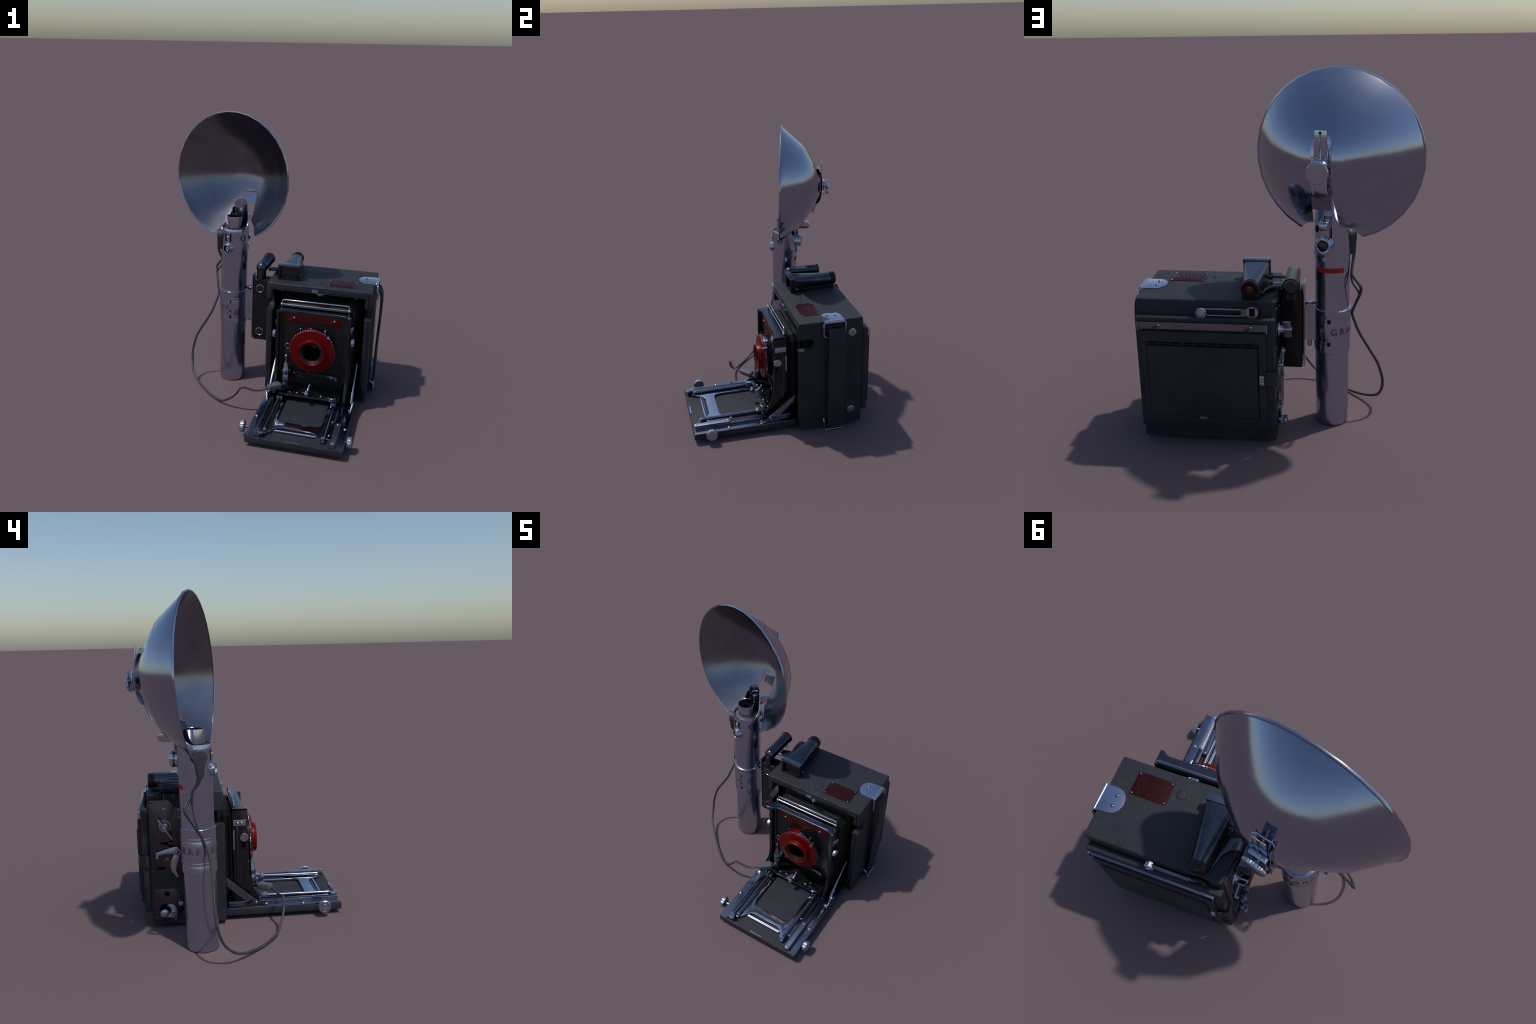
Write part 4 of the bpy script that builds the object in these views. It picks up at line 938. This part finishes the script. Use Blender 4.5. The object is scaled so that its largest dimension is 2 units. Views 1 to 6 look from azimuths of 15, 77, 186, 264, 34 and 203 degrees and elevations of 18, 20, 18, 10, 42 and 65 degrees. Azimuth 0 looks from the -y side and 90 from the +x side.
hug('bracket_strip', -0.034, 0.036, [-0.13, -0.10, -0.08, -0.05], lambda u, v: 0.012, 0.004, M_CHROME, br)
# lower end of the strip broadens and lifts off a little
hug('bracket_lip', -0.041, 0.060, [-0.222, -0.205, -0.185, -0.165, -0.145, -0.131], lambda u, v: 0.005 + max(0, -v - 0.15) * 0.28, 0.004, M_NICKEL, br)
dbox('bracket_cradle', -0.042, 0.042, -0.062, -0.057, 0.324, 0.346, M_CHROME, br)
dbox('bracket_cradle', -0.042, 0.042, 0.036, 0.042, 0.324, 0.348, M_CHROME, br)
dbox('bracket_cradle', -0.042, 0.042, -0.060, 0.040, 0.342, 0.348, M_CHROME, br)
# standing two-leaf clip
tilt = Matrix.Translation((0.0, 0.034, 0.322)) @ Matrix.Rotation(math.radians(-1), 4, 'X')
box('bracket_clip', 0.004, 0.030, 0.0, 0.150, -0.003, 0.002, M_CHROME, br, 0.001, 2, DM @ tilt)
box('bracket_clip', -0.032, -0.002, 0.0, 0.150, -0.003, 0.002, M_CHROME, br, 0.001, 2, DM @ tilt)
box('bracket_clip', -0.0025, 0.0045, 0.125, 0.150, -0.003, 0.002, M_CHROME, br, 0.0005, 2, DM @ tilt)
lathe('clip_hole', [(0, 0), (0.0065, 0), (0.0065, 0.001), (0, 0.001)], M_DARK, br, seg=16, M=DM @ tilt @ Matrix.Translation((0.001, 0.137, 0.002)))
lathe('bracket_post', [(0, 0.323), (0.012, 0.323), (0.012, 0.362), (0, 0.362)], M_NICKEL, br, seg=18, M=DM @ Matrix.Translation((0.0, -0.010, 0)))
kr = 0.056
lathe('bracket_knob', [(0, 0.360), (kr * 0.9, 0.360), (kr, 0.364), (kr, 0.374), (kr * 0.93, 0.379), (kr * 0.6, 0.381), (0, 0.382)], M_CHROME, br, seg=60, knurl=(kr * 0.99, 30, 0.0014), M=DM @ Matrix.Translation((0.0, -0.010, 0)), smooth=30)
for s in (-1, 1):
    cyl('cradle_pin', DM @ Vector((s * 0.042, -0.02, 0.335)), DM @ Vector((s * 0.050, -0.02, 0.335)), 0.006, M_NICKEL, br, 10)

# ----------------------------------------------------------------- plug and cord
pd = world_deg(-0.41, 0.248, 1.1)
px_, pz_ = Vector((0, 0, 1)).cross(out_dir(pd)), out_dir(pd)
PM = frame(on_tube(pd, 1.112), px_, (0, 0, 1), pz_)
plug_pts = arc(0, 0.008, 0.040, 200, -20, 14) + [(0.026, -0.030), (0.018, -0.095), (0.014, -0.099), (-0.014, -0.099), (-0.018, -0.095), (-0.026, -0.030)]
plug = prism('cable_plug', plug_pts, 'xy', -0.012, 0.030, M_RUBBER, tube, 0.008, 3, M=PM)
prism('cable_plug', [(x * 1.16 - 0.004, y * 1.04) for x, y in plug_pts[:15]] + [(0.026, -0.030), (-0.026, -0.030)], 'xy', -0.012, 0.004, M_RUBBER, plug, 0.002, M=PM)
cord_pts = [(-0.428, 0.249, 1.020), (-0.424, 0.262, 0.985), (-0.420, 0.280, 0.955), (-0.417, 0.301, 0.918), (-0.435, 0.318, 0.892), (-0.455, 0.333, 0.870), (-0.468, 0.339, 0.845),
            (-0.462, 0.320, 0.802), (-0.449, 0.296, 0.760), (-0.435, 0.268, 0.711), (-0.424, 0.244, 0.662), (-0.442, 0.216, 0.594), (-0.465, 0.206, 0.533), (-0.501, 0.200, 0.467), (-0.540, 0.200, 0.402), (-0.576, 0.200, 0.340),
            (-0.600, 0.196, 0.270), (-0.612, 0.182, 0.200), (-0.604, 0.155, 0.130), (-0.580, 0.103, 0.072), (-0.525, 0.045, 0.036), (-0.461, -0.014, 0.018), (-0.395, -0.075, 0.009), (-0.330, -0.128, 0.010), (-0.270, -0.174, 0.022),
            (-0.221, -0.202, 0.051), (-0.179, -0.222, 0.086), (-0.140, -0.238, 0.130), (-0.116, -0.242, 0.168), (-0.098, -0.238, 0.186), (-0.060, -0.232, 0.180), (-0.020, -0.226, 0.170), (0.022, -0.215, 0.170), (0.050, -0.203, 0.176), (0.082, -0.184, 0.184)]
cord = sweep('cable', catmull(cord_pts, 6), 0.0084, M_RUBBER, tube, 10, flat=0.88)
# second strand of the split lead
sweep('cable', catmull([(-0.426, 0.240, 1.018), (-0.423, 0.255, 0.980), (-0.416, 0.290, 0.935), (-0.414, 0.300, 0.905), (-0.422, 0.308, 0.868), (-0.448, 0.322, 0.832), (-0.462, 0.322, 0.806)], 6), 0.0062, M_RUBBER, cord, 8)
# flat grey connector and prongs at the solenoid
Pa, Pb = Vector((0.074, -0.192, 0.187)), Vector((0.142, -0.116, 0.182))
cd = (Pb - Pa).normalized(); cs = cd.cross(Vector((0, 0, 1))).normalized()
CM = frame((Pa + Pb) / 2, cd, -cs, (0, 0, 1))
prism('cable_connector', [(-0.051, -0.012), (-0.040, -0.021), (0.042, -0.030), (0.051, -0.022), (0.051, 0.022), (0.042, 0.030), (-0.040, 0.021), (-0.051, 0.012)], 'xy', -0.018, 0.017, M_GREY, cord, 0.008, 3, M=CM)
for dy in (-0.011, 0.011):
    box('prong', 0.050, 0.075, dy - 0.003, dy + 0.003, -0.003, 0.004, M_COPPER, cord, 0.001, 2, CM)

for o in list(bpy.data.objects):
    if o.type == 'EMPTY' and o is not root: bpy.data.objects.remove(o)
